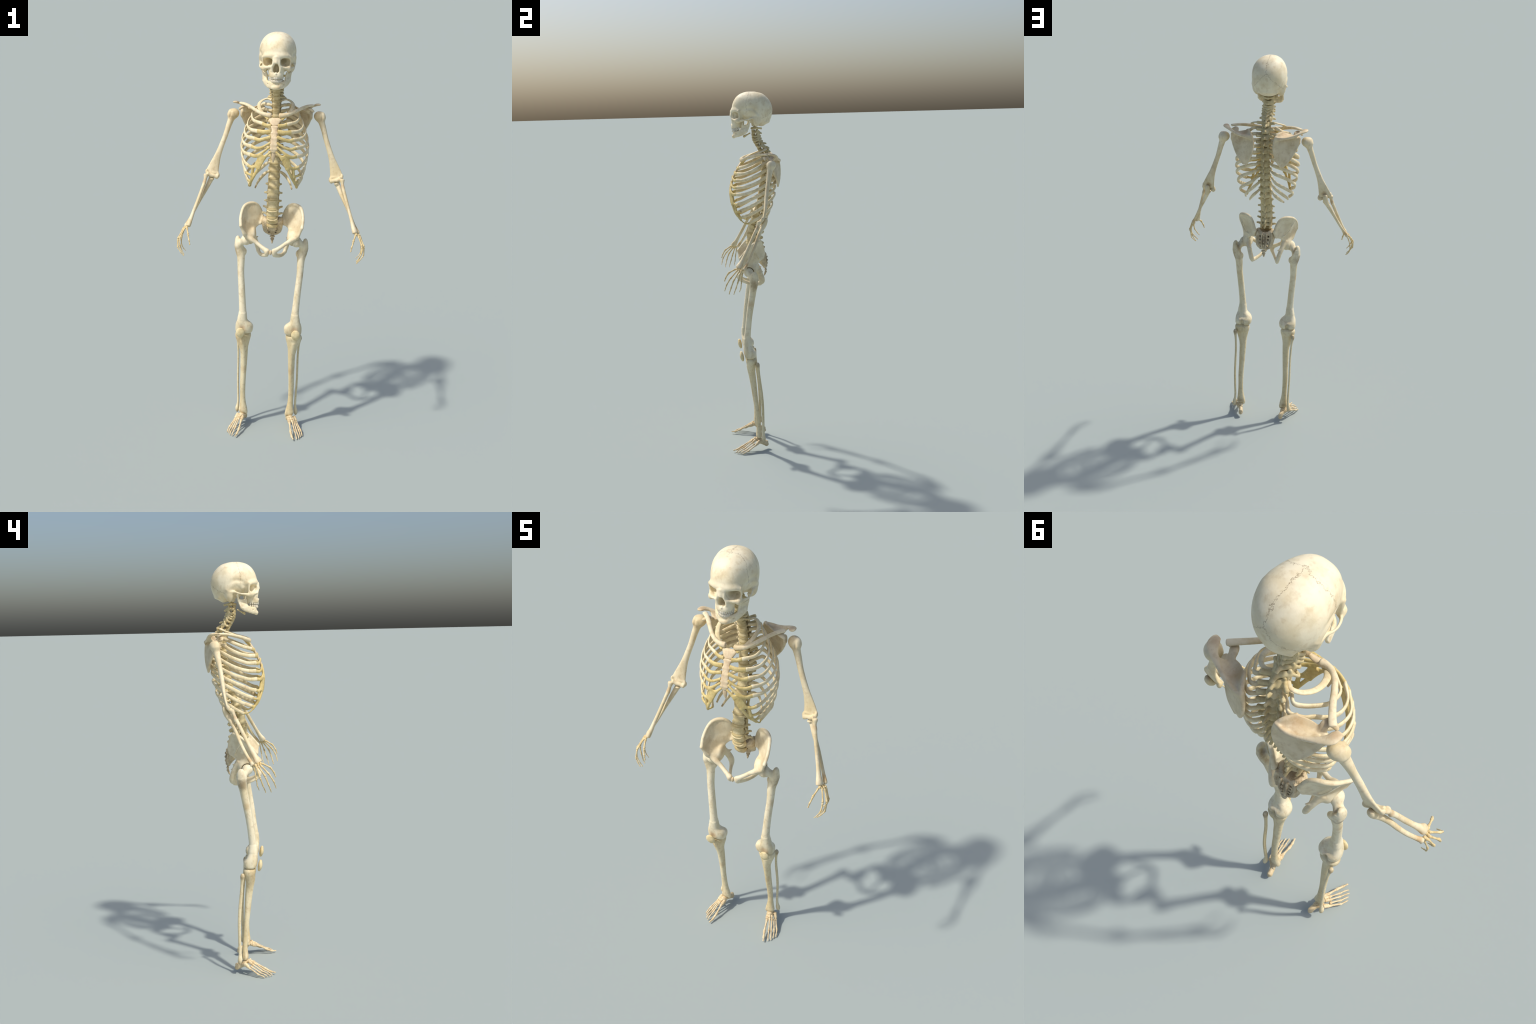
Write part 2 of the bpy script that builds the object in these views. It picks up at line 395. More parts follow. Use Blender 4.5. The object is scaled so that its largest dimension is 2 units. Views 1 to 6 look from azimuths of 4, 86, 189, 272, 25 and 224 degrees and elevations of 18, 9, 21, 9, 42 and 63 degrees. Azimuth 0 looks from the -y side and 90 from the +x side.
# ------------------------------------------------------------------ skull
def build_skull():
    f = Field((-0.094, -0.112, 1.79), (0.094, 0.142, 2.008), 0.0017)
    # brain case: mid-line outline in polar form round a centre, swept sideways as a superellipse
    c0 = V(0.022, 1.905)
    outline = [(-0.086, 1.905), (-0.0868, 1.921), (-0.0785, 1.949), (-0.063, 1.973), (-0.043, 1.9885), (-0.019, 1.9975), (0.016, 2.0005), (0.054, 1.9965), (0.0825, 1.9875), (0.105, 1.968), (0.1245, 1.940), (0.1325, 1.914),
               (0.1325, 1.890), (0.1275, 1.866), (0.119, 1.846), (0.107, 1.831), (0.092, 1.821), (0.078, 1.813), (0.055, 1.815), (0.030, 1.826), (0.000, 1.840), (-0.030, 1.856), (-0.060, 1.874), (-0.078, 1.889)]
    o = np.array(outline) - c0
    th, R = np.arctan2(o[:, 1], o[:, 0]), np.hypot(o[:, 0], o[:, 1])
    order = np.argsort(th)
    th, R = th[order], R[order]
    th, R = np.concatenate([th - 2 * math.pi, th, th + 2 * math.pi]), np.tile(R, 3)
    fine = np.linspace(-math.pi, math.pi, 721)
    Rf = np.interp(fine, th, R)
    ker = np.hanning(31); ker /= ker.sum()
    Rf = np.convolve(np.concatenate([Rf[-31:-1], Rf, Rf[1:31]]), ker, "same")[30:-30]
    dy, dz = f.Y - c0[0], f.Z - c0[1]
    rho, ang = np.hypot(dy, dz), np.arctan2(dz, dy)
    s_ = rho / np.interp(ang, fine, Rf)
    Wy = np.interp(f.Y, [-0.09, -0.06, -0.03, 0, 0.03, 0.055, 0.09, 0.135], [0.067, 0.0705, 0.0755, 0.081, 0.0855, 0.0865, 0.084, 0.078])
    Wz = np.interp(f.Z, [1.81, 1.84, 1.87, 1.93, 2.0], [0.88, 0.955, 0.985, 1.0, 1.0])
    t_ = np.abs(f.X) / (Wy * Wz)
    p = np.interp(f.Y, [-0.085, -0.05, -0.02, 0.02, 0.06, 0.11], [2.6, 2.4, 2.25, 2.2, 2.3, 2.3])
    g = (s_ ** p + t_ ** p) ** (1 / p)
    f.d = np.clip((g - 1) * 0.083, -f.far, f.far).astype(np.float32)
    for s in (-1, 1):
        # parietal swelling, brow, cheek, temple
        f.add(loft([(s * 0.006, -0.0825, 1.902, 0.0065), (s * 0.026, -0.0785, 1.902, 0.0065), (s * 0.046, -0.068, 1.901, 0.006), (s * 0.0595, -0.056, 1.895, 0.0052)]), 0.018)
        f.add(loft([(s * 0.0605, -0.055, 1.896, 0.0055, 0.005), (s * 0.0635, -0.051, 1.880, 0.0045, 0.0058), (s * 0.062, -0.050, 1.862, 0.0045, 0.007), (s * 0.0575, -0.057, 1.848, 0.008, 0.010)], ref=(0, 1, 0)), 0.006)
        f.add(f.ball((s * 0.0545, -0.0605, 1.8445), (0.0105, 0.0125, 0.0115)), 0.008)
        f.add(loft([(s * 0.014, -0.088, 1.868, 0.006), (s * 0.024, -0.084, 1.856, 0.006), (s * 0.040, -0.076, 1.851, 0.0065), (s * 0.054, -0.064, 1.850, 0.009)]), 0.008)
        f.add(loft([(s * 0.010, -0.088, 1.893, 0.006), (s * 0.013, -0.090, 1.876, 0.007), (s * 0.018, -0.086, 1.858, 0.007), (s * 0.021, -0.084, 1.838, 0.008)]), 0.008)
    # upper jaw
    f.add(loft([(0, -0.060, 1.8085, 0.031, 0.033), (0, -0.060, 1.818, 0.0325, 0.0345), (0, -0.059, 1.832, 0.0365, 0.0305), (0, -0.055, 1.848, 0.038, 0.027), (0, -0.050, 1.866, 0.038, 0.026)],
               ref=(0, 1, 0), seg=32, cap=0.1, power=2.4), 0.008)
    f.add(loft([(0, -0.088, 1.898, 0.010), (0, -0.0905, 1.886, 0.0085), (0, -0.0945, 1.873, 0.007)], cap=0.4), 0.008)
    f.add(f.ball((0, -0.052, 1.876), (0.0185, 0.034, 0.020)), 0.006)
    # temporal hollow behind the eye socket and above the cheek bridge
    for s in (-1, 1):
        f.cut(f.ball((s * 0.097, -0.030, 1.866), (0.034, 0.031, 0.034)), 0.014)
        f.cut(f.ball((s * 0.064, -0.022, 1.818), (0.019, 0.026, 0.022)), 0.010)
    # eye sockets: rounded-square funnels that converge backwards
    for s in (-1, 1):
        f.cut(loft([(s * 0.0425, -0.105, 1.8735, 0.025, 0.0195), (s * 0.0405, -0.078, 1.8745, 0.0215, 0.0180), (s * 0.036, -0.055, 1.876, 0.018, 0.0165), (s * 0.028, -0.030, 1.879, 0.010, 0.010), (s * 0.022, -0.018, 1.880, 0.004, 0.004)],
                   ref=(0.12 * s, 0, 1), seg=32, power=2.7), 0.004)
    for s in (-1, 1):
        f.add(plate([[(s * 0.0600, -0.053, 1.896), (s * 0.045, -0.034, 1.894), (s * 0.026, -0.016, 1.892)],
                     [(s * 0.0625, -0.050, 1.875), (s * 0.047, -0.033, 1.874), (s * 0.026, -0.014, 1.874)],
                     [(s * 0.0590, -0.053, 1.852), (s * 0.044, -0.035, 1.852), (s * 0.026, -0.016, 1.854)]], 0.0022), 0.004)
        f.add(plate([[(s * 0.018, -0.080, 1.853), (s * 0.038, -0.074, 1.850), (s * 0.056, -0.060, 1.850)],
                     [(s * 0.018, -0.050, 1.858), (s * 0.034, -0.050, 1.854), (s * 0.050, -0.045, 1.852)],
                     [(s * 0.018, -0.022, 1.864), (s * 0.028, -0.024, 1.860), (s * 0.040, -0.032, 1.856)]], 0.0022), 0.004)
    # nose opening with its septum
    f.cut(loft([(0, -0.080, 1.868, 0.0025, 0.03), (0, -0.080, 1.861, 0.0075, 0.032), (0, -0.080, 1.850, 0.0125, 0.034), (0, -0.080, 1.840, 0.0142, 0.034), (0, -0.080, 1.832, 0.0115, 0.034), (0, -0.08, 1.829, 0.007, 0.034)],
               ref=(0, 1, 0), seg=24, cap=0.1), 0.003)
    f.add(loft([(0, -0.078, 1.828, 0.0009, 0.012), (0, -0.076, 1.845, 0.0009, 0.014), (0, -0.075, 1.870, 0.0012, 0.012)], ref=(0, 1, 0)), 0.002)
    f.add(loft([(0, -0.088, 1.826, 0.005), (0, -0.097, 1.8255, 0.002)]), 0.005)
    for s in (-1, 1):
        # hollow below the cheek, infraorbital hole
        f.cut(f.ball((s * 0.035, -0.094, 1.836), (0.011, 0.011, 0.013)), 0.010)
        f.cut(f.ball((s * 0.030, -0.085, 1.8455), (0.0028, 0.008, 0.0028)), 0.002)
        # cheek bridge (zygomatic arch)
        f.add(loft([(s * 0.060, -0.054, 1.843, 0.005, 0.008), (s * 0.072, -0.038, 1.8465, 0.0035, 0.0065), (s * 0.0785, -0.020, 1.8485, 0.003, 0.0045), (s * 0.0795, -0.004, 1.8515, 0.0032, 0.0045),
                    (s * 0.0765, 0.012, 1.857, 0.005, 0.005), (s * 0.072, 0.028, 1.858, 0.006, 0.005)]), 0.006)
        # mastoid, ear hole, jaw socket
        f.add(loft([(s * 0.067, 0.040, 1.858, 0.016, 0.020), (s * 0.065, 0.042, 1.838, 0.014, 0.018), (s * 0.058, 0.041, 1.823, 0.010, 0.013), (s * 0.055, 0.040, 1.817, 0.005, 0.007)], ref=(0, 1, 0)), 0.012)
        f.cut(f.ball((s * 0.078, 0.019, 1.846), (0.014, 0.0045, 0.0045)), 0.003)
        f.cut(f.ball((s * 0.070, 0.003, 1.842), (0.012, 0.007, 0.006)), 0.004)
        # pterygoid plates and occipital condyles
        f.add(loft([(s * 0.022, -0.030, 1.855, 0.006, 0.008), (s * 0.024, -0.030, 1.83, 0.004, 0.007), (s * 0.025, -0.030, 1.815, 0.002, 0.005)], ref=(0, 1, 0)), 0.006)
        f.add(f.ball((s * 0.018, 0.032, 1.822), (0.009, 0.014, 0.010)), 0.008)
        # squamous seam: shallow step over the ear
        f.add(loft([(s * 0.0565, -0.020, 1.878, 0.006), (s * 0.0645, -0.004, 1.893, 0.006), (s * 0.0735, 0.014, 1.896, 0.005), (s * 0.0775, 0.032, 1.886, 0.005), (s * 0.0760, 0.048, 1.868, 0.006)]), 0.012)
        f.cut(loft([(s * 0.0745, -0.026, 1.904, 0.003), (s * 0.082, -0.004, 1.911, 0.003), (s * 0.0895, 0.018, 1.911, 0.003), (s * 0.0925, 0.036, 1.901, 0.003), (s * 0.0922, 0.056, 1.876, 0.003)]), 0.012)
    f.cut(f.ball((0, 0.048, 1.806), (0.016, 0.018, 0.014)), 0.006)
    # nuchal line
    f.add(loft([(-0.045, 0.092, 1.836, 0.004), (0, 0.109, 1.840, 0.005), (0.045, 0.092, 1.836, 0.004)]), 0.014)
    f.blur(1)
    return to_object("skull", f.mesh(), M_SKULL)

def jaw_arch(u, r=0.0):
    """dental arch, u in -1..1 (outer teeth line)"""
    a = u * math.radians(86)
    return V((0.0310 + r) * math.sin(a), -0.0445 - (0.0475 + r) * math.cos(a), 0)

def build_mandible():
    f = Field((-0.086, -0.1, 1.743), (0.086, 0.018, 1.862), 0.0016)
    for s in (-1, 1):
        f.add(loft([(0, -0.0795, 1.7715, 0.0075, 0.0175), (s * 0.018, -0.0755, 1.7715, 0.0072, 0.0170), (s * 0.034, -0.063, 1.774, 0.0068, 0.0162), (s * 0.044, -0.046, 1.7785, 0.0066, 0.0152), (s * 0.053, -0.028, 1.786, 0.0058, 0.015), (s * 0.059, -0.016, 1.794, 0.005, 0.012)],
                   power=2.5), 0.002)
        f.add(plate([[(s * 0.041, -0.047, 1.784), (s * 0.053, -0.028, 1.781), (s * 0.0615, -0.010, 1.7845)],
                     [(s * 0.0405, -0.040, 1.806), (s * 0.0535, -0.021, 1.806), (s * 0.0635, -0.001, 1.806)],
                     [(s * 0.045, -0.037, 1.823), (s * 0.0565, -0.018, 1.823), (s * 0.0655, 0.002, 1.826)]], [0.005, 0.0038, 0.0033]), 0.005)
        f.add(loft([(s * 0.0455, -0.033, 1.816, 0.003, 0.006), (s * 0.049, -0.0345, 1.831, 0.0028, 0.0038), (s * 0.0505, -0.0355, 1.839, 0.002, 0.002)], ref=(0, 1, 0)), 0.005)
        f.add(loft([(s * 0.063, -0.003, 1.816, 0.0033, 0.0065), (s * 0.066, 0.002, 1.834, 0.0045, 0.0045), (s * 0.068, 0.004, 1.842, 0.008, 0.0045)], ref=(0, 1, 0)), 0.005)
        f.add(f.ball((s * 0.068, 0.0045, 1.845), (0.0095, 0.005, 0.005)), 0.004)
        f.cut(f.ball((s * 0.036, -0.069, 1.7755), (0.003, 0.006, 0.002)), 0.002)
    f.add(f.ball((0, -0.0835, 1.762), (0.017, 0.0075, 0.0095)), 0.010)
    f.cut(f.ball((0, -0.094, 1.7785), (0.022, 0.0075, 0.007)), 0.008)
    f.blur(1)
    return to_object("mandible", f.mesh(), M_JAW)

def build_teeth(skull, jaw):
    wid = [0.0088, 0.0074, 0.0078, 0.0074, 0.0072, 0.0092, 0.0090]
    for up, parent in ((1, skull), (-1, jaw)):
        w = [x * (1.0 if up > 0 else (0.78 if i < 2 else 1.0)) for i, x in enumerate(wid)]
        tot = sum(w)
        s = 0.0
        for i, x in enumerate(w):
            u = (s + x / 2) / tot
            s += x
            p = jaw_arch(u * 0.98, -0.001 if up > 0 else -0.0035)
            d = unit(jaw_arch(u * 0.98 + 0.01) - jaw_arch(u * 0.98 - 0.01))
            out = V(d[1], -d[0], 0)
            th = 0.0034 if i < 3 else 0.0046
            zc = 1.8125 if up > 0 else 1.7855
            h = (0.0125 if i in (0, 2) else 0.0115) if up > 0 else 0.012
            z1 = zc - up * h
            rows = [(*(p + V(0, 0, zc)), x * 0.36, th * 0.75), (*(p + V(0, 0, zc - up * h * 0.45)), x * 0.47, th), (*(p + out * 0.0004 + V(0, 0, z1)), x * (0.46 if i != 2 else 0.3), th * (0.5 if i < 3 else 0.85))]
            m = loft(rows, ref=out, seg=12, per=3, cap=0.35, power=2.8)
            pair("tooth", m, M_TOOTH, (parent, parent))

def build_hyoid():
    m = fuse([loft([(-0.027, 0.008, 1.778, 0.003), (-0.024, -0.006, 1.770, 0.0032), (-0.014, -0.021, 1.762, 0.004, 0.006), (0, -0.026, 1.760, 0.005, 0.0075), (0.014, -0.021, 1.762, 0.004, 0.006), (0.024, -0.006, 1.770, 0.0032), (0.027, 0.008, 1.778, 0.003)])], 0.0013)
    to_object("hyoid_bone", m, M_SPINE)

# ------------------------------------------------------------------ spine
#   name  z_top  z_bottom  y_front  half_w  half_d   tip of spinous (y,z)   transverse tip (x, dy, dz)
DISCS = [1.768, 1.7525, 1.738, 1.7235, 1.7065, 1.687, 1.661, 1.634, 1.606, 1.577, 1.547, 1.516, 1.485, 1.453, 1.421, 1.388, 1.355, 1.323, 1.280, 1.2255, 1.1755, 1.1305, 1.089]
FRONT = [0.0155, 0.0165, 0.019, 0.026, 0.036, 0.047, 0.0565, 0.062, 0.0645, 0.0645, 0.061, 0.0565, 0.050, 0.045, 0.039, 0.030, 0.019, 0.005, -0.012, -0.026, -0.031, -0.027, -0.013]
SPINOUS = [(0.074, 1.772), (0.068, 1.757), (0.072, 1.743), (0.079, 1.730), (0.098, 1.717), (0.113, 1.692), (0.119, 1.671), (0.130, 1.650), (0.139, 1.618), (0.144, 1.585), (0.147, 1.548), (0.146, 1.508),
           (0.144, 1.472), (0.140, 1.439), (0.125, 1.405), (0.108, 1.366), (0.095, 1.329), (0.084, 1.298), (0.076, 1.262), (0.068, 1.222), (0.063, 1.192), (0.067, 1.162), (0.073, 1.139)]

def build_spine():
    # C1: a ring without body
    m = fuse([loft([(0, 0.017, 1.803, 0.005, 0.006), (0.018, 0.026, 1.804, 0.006, 0.007), (0.024, 0.038, 1.805, 0.006, 0.008), (0.019, 0.056, 1.803, 0.004, 0.005), (0, 0.070, 1.801, 0.005, 0.0055)]),
              loft([(0, 0.017, 1.803, 0.005, 0.006), (-0.018, 0.026, 1.804, 0.006, 0.007), (-0.024, 0.038, 1.805, 0.006, 0.008), (-0.019, 0.056, 1.803, 0.004, 0.005), (0, 0.070, 1.801, 0.005, 0.0055)]),
              loft([(0.022, 0.036, 1.804, 0.007, 0.007), (0.043, 0.040, 1.802, 0.005, 0.0045)]), loft([(-0.022, 0.036, 1.804, 0.007, 0.007), (-0.043, 0.040, 1.802, 0.005, 0.0045)])], 0.0016)
    to_object("vertebra", m, M_SPINE)
    n = len(SPINOUS)
    for i in range(n):
        z0 = DISCS[i - 1] if i else 1.797
        f0 = FRONT[i - 1] if i else 0.0155
        z1, f1 = DISCS[i], FRONT[i]
        t = i / (n - 1)
        neck, lumbar = i < 6, i >= 18
        hw = np.interp(i, [0, 5, 6, 8, 12, 17, 18, 22], [0.0155, 0.0175, 0.0195, 0.0185, 0.0195, 0.0245, 0.0255, 0.0275])
        hd = np.interp(i, [0, 5, 8, 12, 17, 22], [0.0095, 0.0105, 0.0135, 0.0165, 0.019, 0.0205])
        gap = np.interp(i, [0, 6, 16, 19, 22], [0.0016, 0.002, 0.003, 0.0065, 0.0055])
        up = unit(V(0, f0 - f1, z0 - z1))
        bk = V(0, up[2], -up[1])                 # backwards
        if lumbar:                               # lordosis: lower bodies tip forward
            tilt = np.interp(i, [17, 18, 22], [0.0, 0.0, 0.42])
            up = unit(up * math.cos(tilt) - bk * math.sin(tilt) * 1.0)
            bk = V(0, up[2], -up[1])
        rt = V(1, 0, 0)
        h = np.linalg.norm([f0 - f1, z0 - z1]) / 2 - gap
        c = V(0, (f0 + f1) / 2, (z0 + z1) / 2) + bk * hd
        loc = lambda x, y, z: c + rt * x + bk * y + up * z
        # the arch follows the body's tilt only partly in the neck
        keep = np.interp(i, [0, 2, 3, 8, 10], [1, 0.9, 0.25, 0.35, 1])
        upa = unit(up * keep + V(0, 0, 1) * (1 - keep))
        bka = V(0, upa[2], -upa[1])
        rows = [(*loc(0, 0, -h), hw * 1.0, hd * 1.0), (*loc(0, 0, -h * 0.8), hw * 1.02, hd * 1.02), (*loc(0, 0, 0), hw * 0.87, hd * 0.88), (*loc(0, 0, h * 0.8), hw, hd), (*loc(0, 0, h), hw * 0.97, hd * 0.97)]
        parts = [loft(rows, ref=bk, seg=28, cap=0.05, power=2.2)]
        arc = lambda x, y, z: c + rt * x + (bk * hd + bka * (y - hd) if y > hd else bk * y) + (upa if y > hd else up) * z
        can = hd + np.interp(i, [0, 6, 17, 22], [0.013, 0.012, 0.012, 0.013])     # middle of the canal
        tip = V(0, *SPINOUS[i])
        lam = arc(0, can + np.interp(i, [0, 5, 7, 16, 18, 22], [0.012, 0.013, 0.016, 0.015, 0.012, 0.012]), -h * 0.3 - np.interp(i, [0, 2, 3, 7, 9], [0.001, 0.002, 0.007, 0.006, 0.0]))
        sp_h = np.interp(i, [0, 5, 7, 12, 16, 18, 22], [0.0045, 0.0050, 0.0075, 0.0085, 0.0095, 0.0115, 0.0085])
        sp_w = np.interp(i, [0, 5, 8, 14, 22], [0.0048, 0.0052, 0.0042, 0.0036, 0.0042])
        d = tip - lam
        mid = lam + d * 0.5 + V(0, 0, 0.002)
        parts.append(loft([(*(lam - unit(d) * 0.001), sp_w * 2.2, sp_h * 1.3), (*mid, sp_w * 1.15, sp_h * 1.05), (*(tip - unit(d) * 0.003), sp_w * 1.25, sp_h * 0.85)], ref=(0, -unit(d)[2], unit(d)[1])))
        lam_h = (h + gap) * np.interp(i, [0, 5, 7, 16, 18, 22], [0.82, 0.85, 1.08, 1.04, 0.76, 0.74])
        for s in (-1, 1):
            pw = hw * (1.12 if neck else 0.78)
            joint = arc(s * pw * 1.12, can - 0.001, h * 0.1)
            parts.append(loft([(*arc(s * pw * 0.95, hd * 0.7, h * 0.25), 0.0042, 0.0055), (*joint, 0.0055, 0.0075)]))
            parts.append(loft([(*(joint + bka * 0.001), 0.0048, lam_h * 0.86), (*(arc(s * pw * 0.6, can + 0.0105, -h * 0.2)), 0.0050, lam_h * 0.95), (*(lam + rt * s * 0.001), 0.0050, lam_h)], ref=upa - bka * np.interp(i, [0, 5, 7, 16, 18], [0.35, 0.5, 0.75, 0.6, 0.2])))
            # articular processes
            ah = h + gap + (0.004 if not lumbar else 0.007)
            parts.append(loft([(*arc(s * pw * 1.05, can + 0.006, -ah), 0.0055, 0.004), (*joint, 0.007, 0.0055), (*arc(s * pw * 1.1, can + 0.001, ah), 0.0055, 0.004)], ref=bk))
            # transverse process
            if neck:
                x, dy, dz = (0.031 if i < 5 else 0.038), 0.012, -0.004
                parts.append(loft([(*arc(s * hw * 0.9, 0.0, 0.0), 0.004), (*arc(s * x, dy * 0.6, dz), 0.004, 0.005), (*arc(s * hw * 1.2, can, 0.0), 0.004, 0.006)]))
            elif not lumbar:
                x = np.interp(i, [6, 8, 13, 16, 17], [0.042, 0.040, 0.034, 0.027, 0.024])
                parts.append(loft([(*joint, 0.006, 0.008), (*arc(s * x * 0.8, can + 0.014, h * 0.3), 0.0062, 0.0075), (*arc(s * x, can + 0.019, h * 0.42), 0.0068, 0.0075)]))
            else:
                x = [0.038, 0.043, 0.041, 0.047, 0.050][i - 18]
                zz = c[2] + [-0.006, -0.003, 0.008, 0.022, 0.026][i - 18]
                tipx = V(s * x, joint[1] + 0.001, zz)
                parts.append(loft([(*arc(s * pw, hd + 0.002, h * 0.2), 0.006, 0.007), (*((joint + tipx) / 2), 0.0038, 0.0062), (*tipx, 0.0032, 0.0052)]))
        hole = loft([(*(arc(0, can - 0.003, 0) - upa * 0.05), 0.0095, 0.0062), (*(arc(0, can - 0.003, 0) + upa * 0.05), 0.0095, 0.0062)], ref=bka, cap=0.1)
        m = fuse(parts, 0.0016, 1, 0.003, cuts=[hole])
        to_object("vertebra", m, M_SPINE)
        if i:
            dc = V(0, f0, z0)
            upd = unit(V(0, FRONT[max(i - 2, 0)] - f1, (DISCS[i - 2] if i > 1 else 1.797) - z1))
            bkd = V(0, upd[2], -upd[1])
            c0 = dc + bkd * hd
            g = gap + 0.0008
            m = loft([(*(c0 - upd * g), hw * 0.97, hd * 0.97), (*c0, hw * 1.03, hd * 1.04), (*(c0 + upd * g), hw * 0.97, hd * 0.97)], ref=bkd, seg=28, cap=0.05, power=2.2)
            to_object("intervertebral_disc", m, M_DISC)
    m = loft([(0, -0.013 + 0.018, 1.083, 0.0265, 0.020), (0, -0.014 + 0.019, 1.089, 0.028, 0.021), (0, -0.014 + 0.02, 1.095, 0.0265, 0.020)], ref=(0, 1, 0.35), seg=28, cap=0.05)
    to_object("intervertebral_disc", m, M_DISC)

def build_sacrum():
    f = Field((-0.066, -0.022, 1.0), (0.066, 0.104, 1.14), 0.0015)
    f.add(loft([(0, 0.038, 1.122, 0.047, 0.022), (0, 0.037, 1.106, 0.053, 0.032), (0, 0.044, 1.080, 0.051, 0.029), (0, 0.055, 1.056, 0.047, 0.0195), (0, 0.064, 1.038, 0.040, 0.0115), (0, 0.071, 1.024, 0.022, 0.008)],
               ref=(0, 1, 0), seg=32, cap=0.2, power=2.3, axis=(0, 0, -1)), 0)
    f.add(loft([(0, 0.006, 1.084, 0.0265, 0.018), (0, 0.020, 1.070, 0.024, 0.018), (0, 0.042, 1.052, 0.018, 0.014)], ref=(0, 1, 0.4), seg=24), 0.006)
    f.cut(f.ball((0, 0.030, 1.128), (0.030, 0.040, 0.026)), 0.006)
    f.cut(f.ball((0, 0.022, 1.034), (0.034, 0.034, 0.026)), 0.010)
    for s in (-1, 1):
        for z, x in ((1.091, 0.0205), (1.074, 0.020), (1.056, 0.0185), (1.040, 0.0165)):
            f.cut(loft([(s * (x + 0.003), 0.0, z - 0.014, 0.005), (s * x, 0.06, z, 0.0045), (s * x, 0.11, z + 0.008, 0.005)]), 0.003)
        f.add(loft([(s * 0.0125, 0.074, 1.108, 0.0045), (s * 0.0125, 0.080, 1.07, 0.004), (s * 0.009, 0.080, 1.032, 0.004)]), 0.004)
        f.add(loft([(s * 0.036, 0.064, 1.114, 0.006), (s * 0.038, 0.070, 1.078, 0.005), (s * 0.030, 0.074, 1.045, 0.005)]), 0.005)
    for z, y in ((1.102, 0.078), (1.086, 0.083), (1.068, 0.085), (1.050, 0.084)):
        f.add(f.ball((0, y, z), (0.0042, 0.0045, 0.006)), 0.004)
    f.cut(loft([(0, 0.075, 1.128, 0.010, 0.006), (0, 0.077, 1.108, 0.008, 0.005)], ref=(0, 1, 0)), 0.004)
    f.blur(1)
    # crumbly, pitted surface
    n = 0.0011 * (np.sin(f.X * 610 + f.Z * 240) * np.sin(f.Z * 530 + 1.3) * np.sin(f.Y * 470 + f.X * 180))
    f.d = f.d + n.astype(np.float32) * (np.abs(f.d) < f.far * 0.99)
    to_object("sacrum", f.mesh(), M_SACRUM)
    rows = [(0.0745, 1.014, 0.0140, 0.0070), (0.074, 1.001, 0.0100, 0.0065), (0.070, 0.991, 0.0062, 0.005), (0.067, 0.984, 0.0035, 0.0035)]
    parts = [egg((0, y, z), (a, b, 0.0068)) for y, z, a, b in rows]
    to_object("coccyx", fuse(parts, 0.0013, 1, 0.003), M_SACRUM)

# ------------------------------------------------------------------ rib cage
SIL_Z = [1.25, 1.273, 1.296, 1.327, 1.361, 1.40, 1.43, 1.456, 1.492, 1.525, 1.558, 1.583, 1.606, 1.635, 1.66]
SIL_W = [0.100, 0.111, 0.127, 0.139, 0.148, 0.156, 0.1605, 0.164, 0.163, 0.1565, 0.145, 0.134, 0.125, 0.108, 0.09]
#      head z   side line (y, z) ...                                             end (x, y, z)           back y
RIBS = {2: (1.661, [(0.085, 1.646), (0.050, 1.633), (0.018, 1.619), (-0.026, 1.602)], (0.056, -0.056, 1.593), 0.103),
        3: (1.634, [(0.078, 1.615), (0.043, 1.593), (0.001, 1.573), (-0.040, 1.562)], (0.077, -0.071, 1.560), 0.118),
        4: (1.606, [(0.085, 1.581), (0.044, 1.559), (0.002, 1.542), (-0.039, 1.528)], (0.088, -0.077, 1.526), 0.130),
        5: (1.577, [(0.080, 1.542), (0.039, 1.519), (-0.003, 1.502), (-0.045, 1.491)], (0.102, -0.076, 1.489), 0.136),
        6: (1.547, [(0.072, 1.498), (0.034, 1.479), (-0.008, 1.463), (-0.047, 1.452)], (0.106, -0.080, 1.451), 0.138),
        7: (1.516, [(0.069, 1.462), (0.029, 1.441), (-0.013, 1.423), (-0.049, 1.406)], (0.117, -0.076, 1.399), 0.1375),
        8: (1.485, [(0.062, 1.426), (0.023, 1.404), (-0.018, 1.382)], (0.126, -0.063, 1.362), 0.1355),
        9: (1.453, [(0.057, 1.381), (0.025, 1.360), (-0.011, 1.342)], (0.116, -0.053, 1.326), 0.1315),
        10: (1.421, [(0.049, 1.332), (0.020, 1.312)], (0.109, -0.017, 1.290), 0.117)}

DROP = {2: (0.000, 0.008), 3: (0.000, 0.014), 4: (0.000, 0.019), 5: (0.000, 0.022), 6: (0.000, 0.025), 7: (0.0005, 0.027), 8: (0.0015, 0.029), 9: (0.010, 0.038), 10: (0.028, 0.058)}

def rib_rows(i):
    hz, side, end, by = RIBS[i]
    W = lambda z: np.interp(z, SIL_Z, SIL_W) - 0.0045
    fy = np.interp(hz, DISCS[::-1], FRONT[::-1]) + 0.026
    yc, p = 0.036, 2.1
    d1, d2 = DROP[i]
    w0 = W(side[0][1])
    Db = (by - yc) / (1 - (0.062 / w0) ** p) ** (1 / p)
    back = lambda x: yc + Db * (1 - (x / w0) ** p) ** (1 / p)
    rows = [(0.020, fy, hz - 0.001), (0.040, by - 0.017, hz - d1 * 0.35), (0.062, by, hz - d1)]
    if w0 > 0.105:
        rows.append((w0 * 0.78, back(w0 * 0.78), hz - d2))
    for y, z in side:
        if y > rows[-1][1] - 0.012:
            continue
        w = W(z)
        e = min(end[0] / w, 0.98)
        D = (yc - end[1]) / (1 - e ** p) ** (1 / p) if y < yc else Db
        rows.append((w * max(1 - abs((y - yc) / D) ** p, 0.05) ** (1 / p), y, z))
    rows.append(end)
    return rows

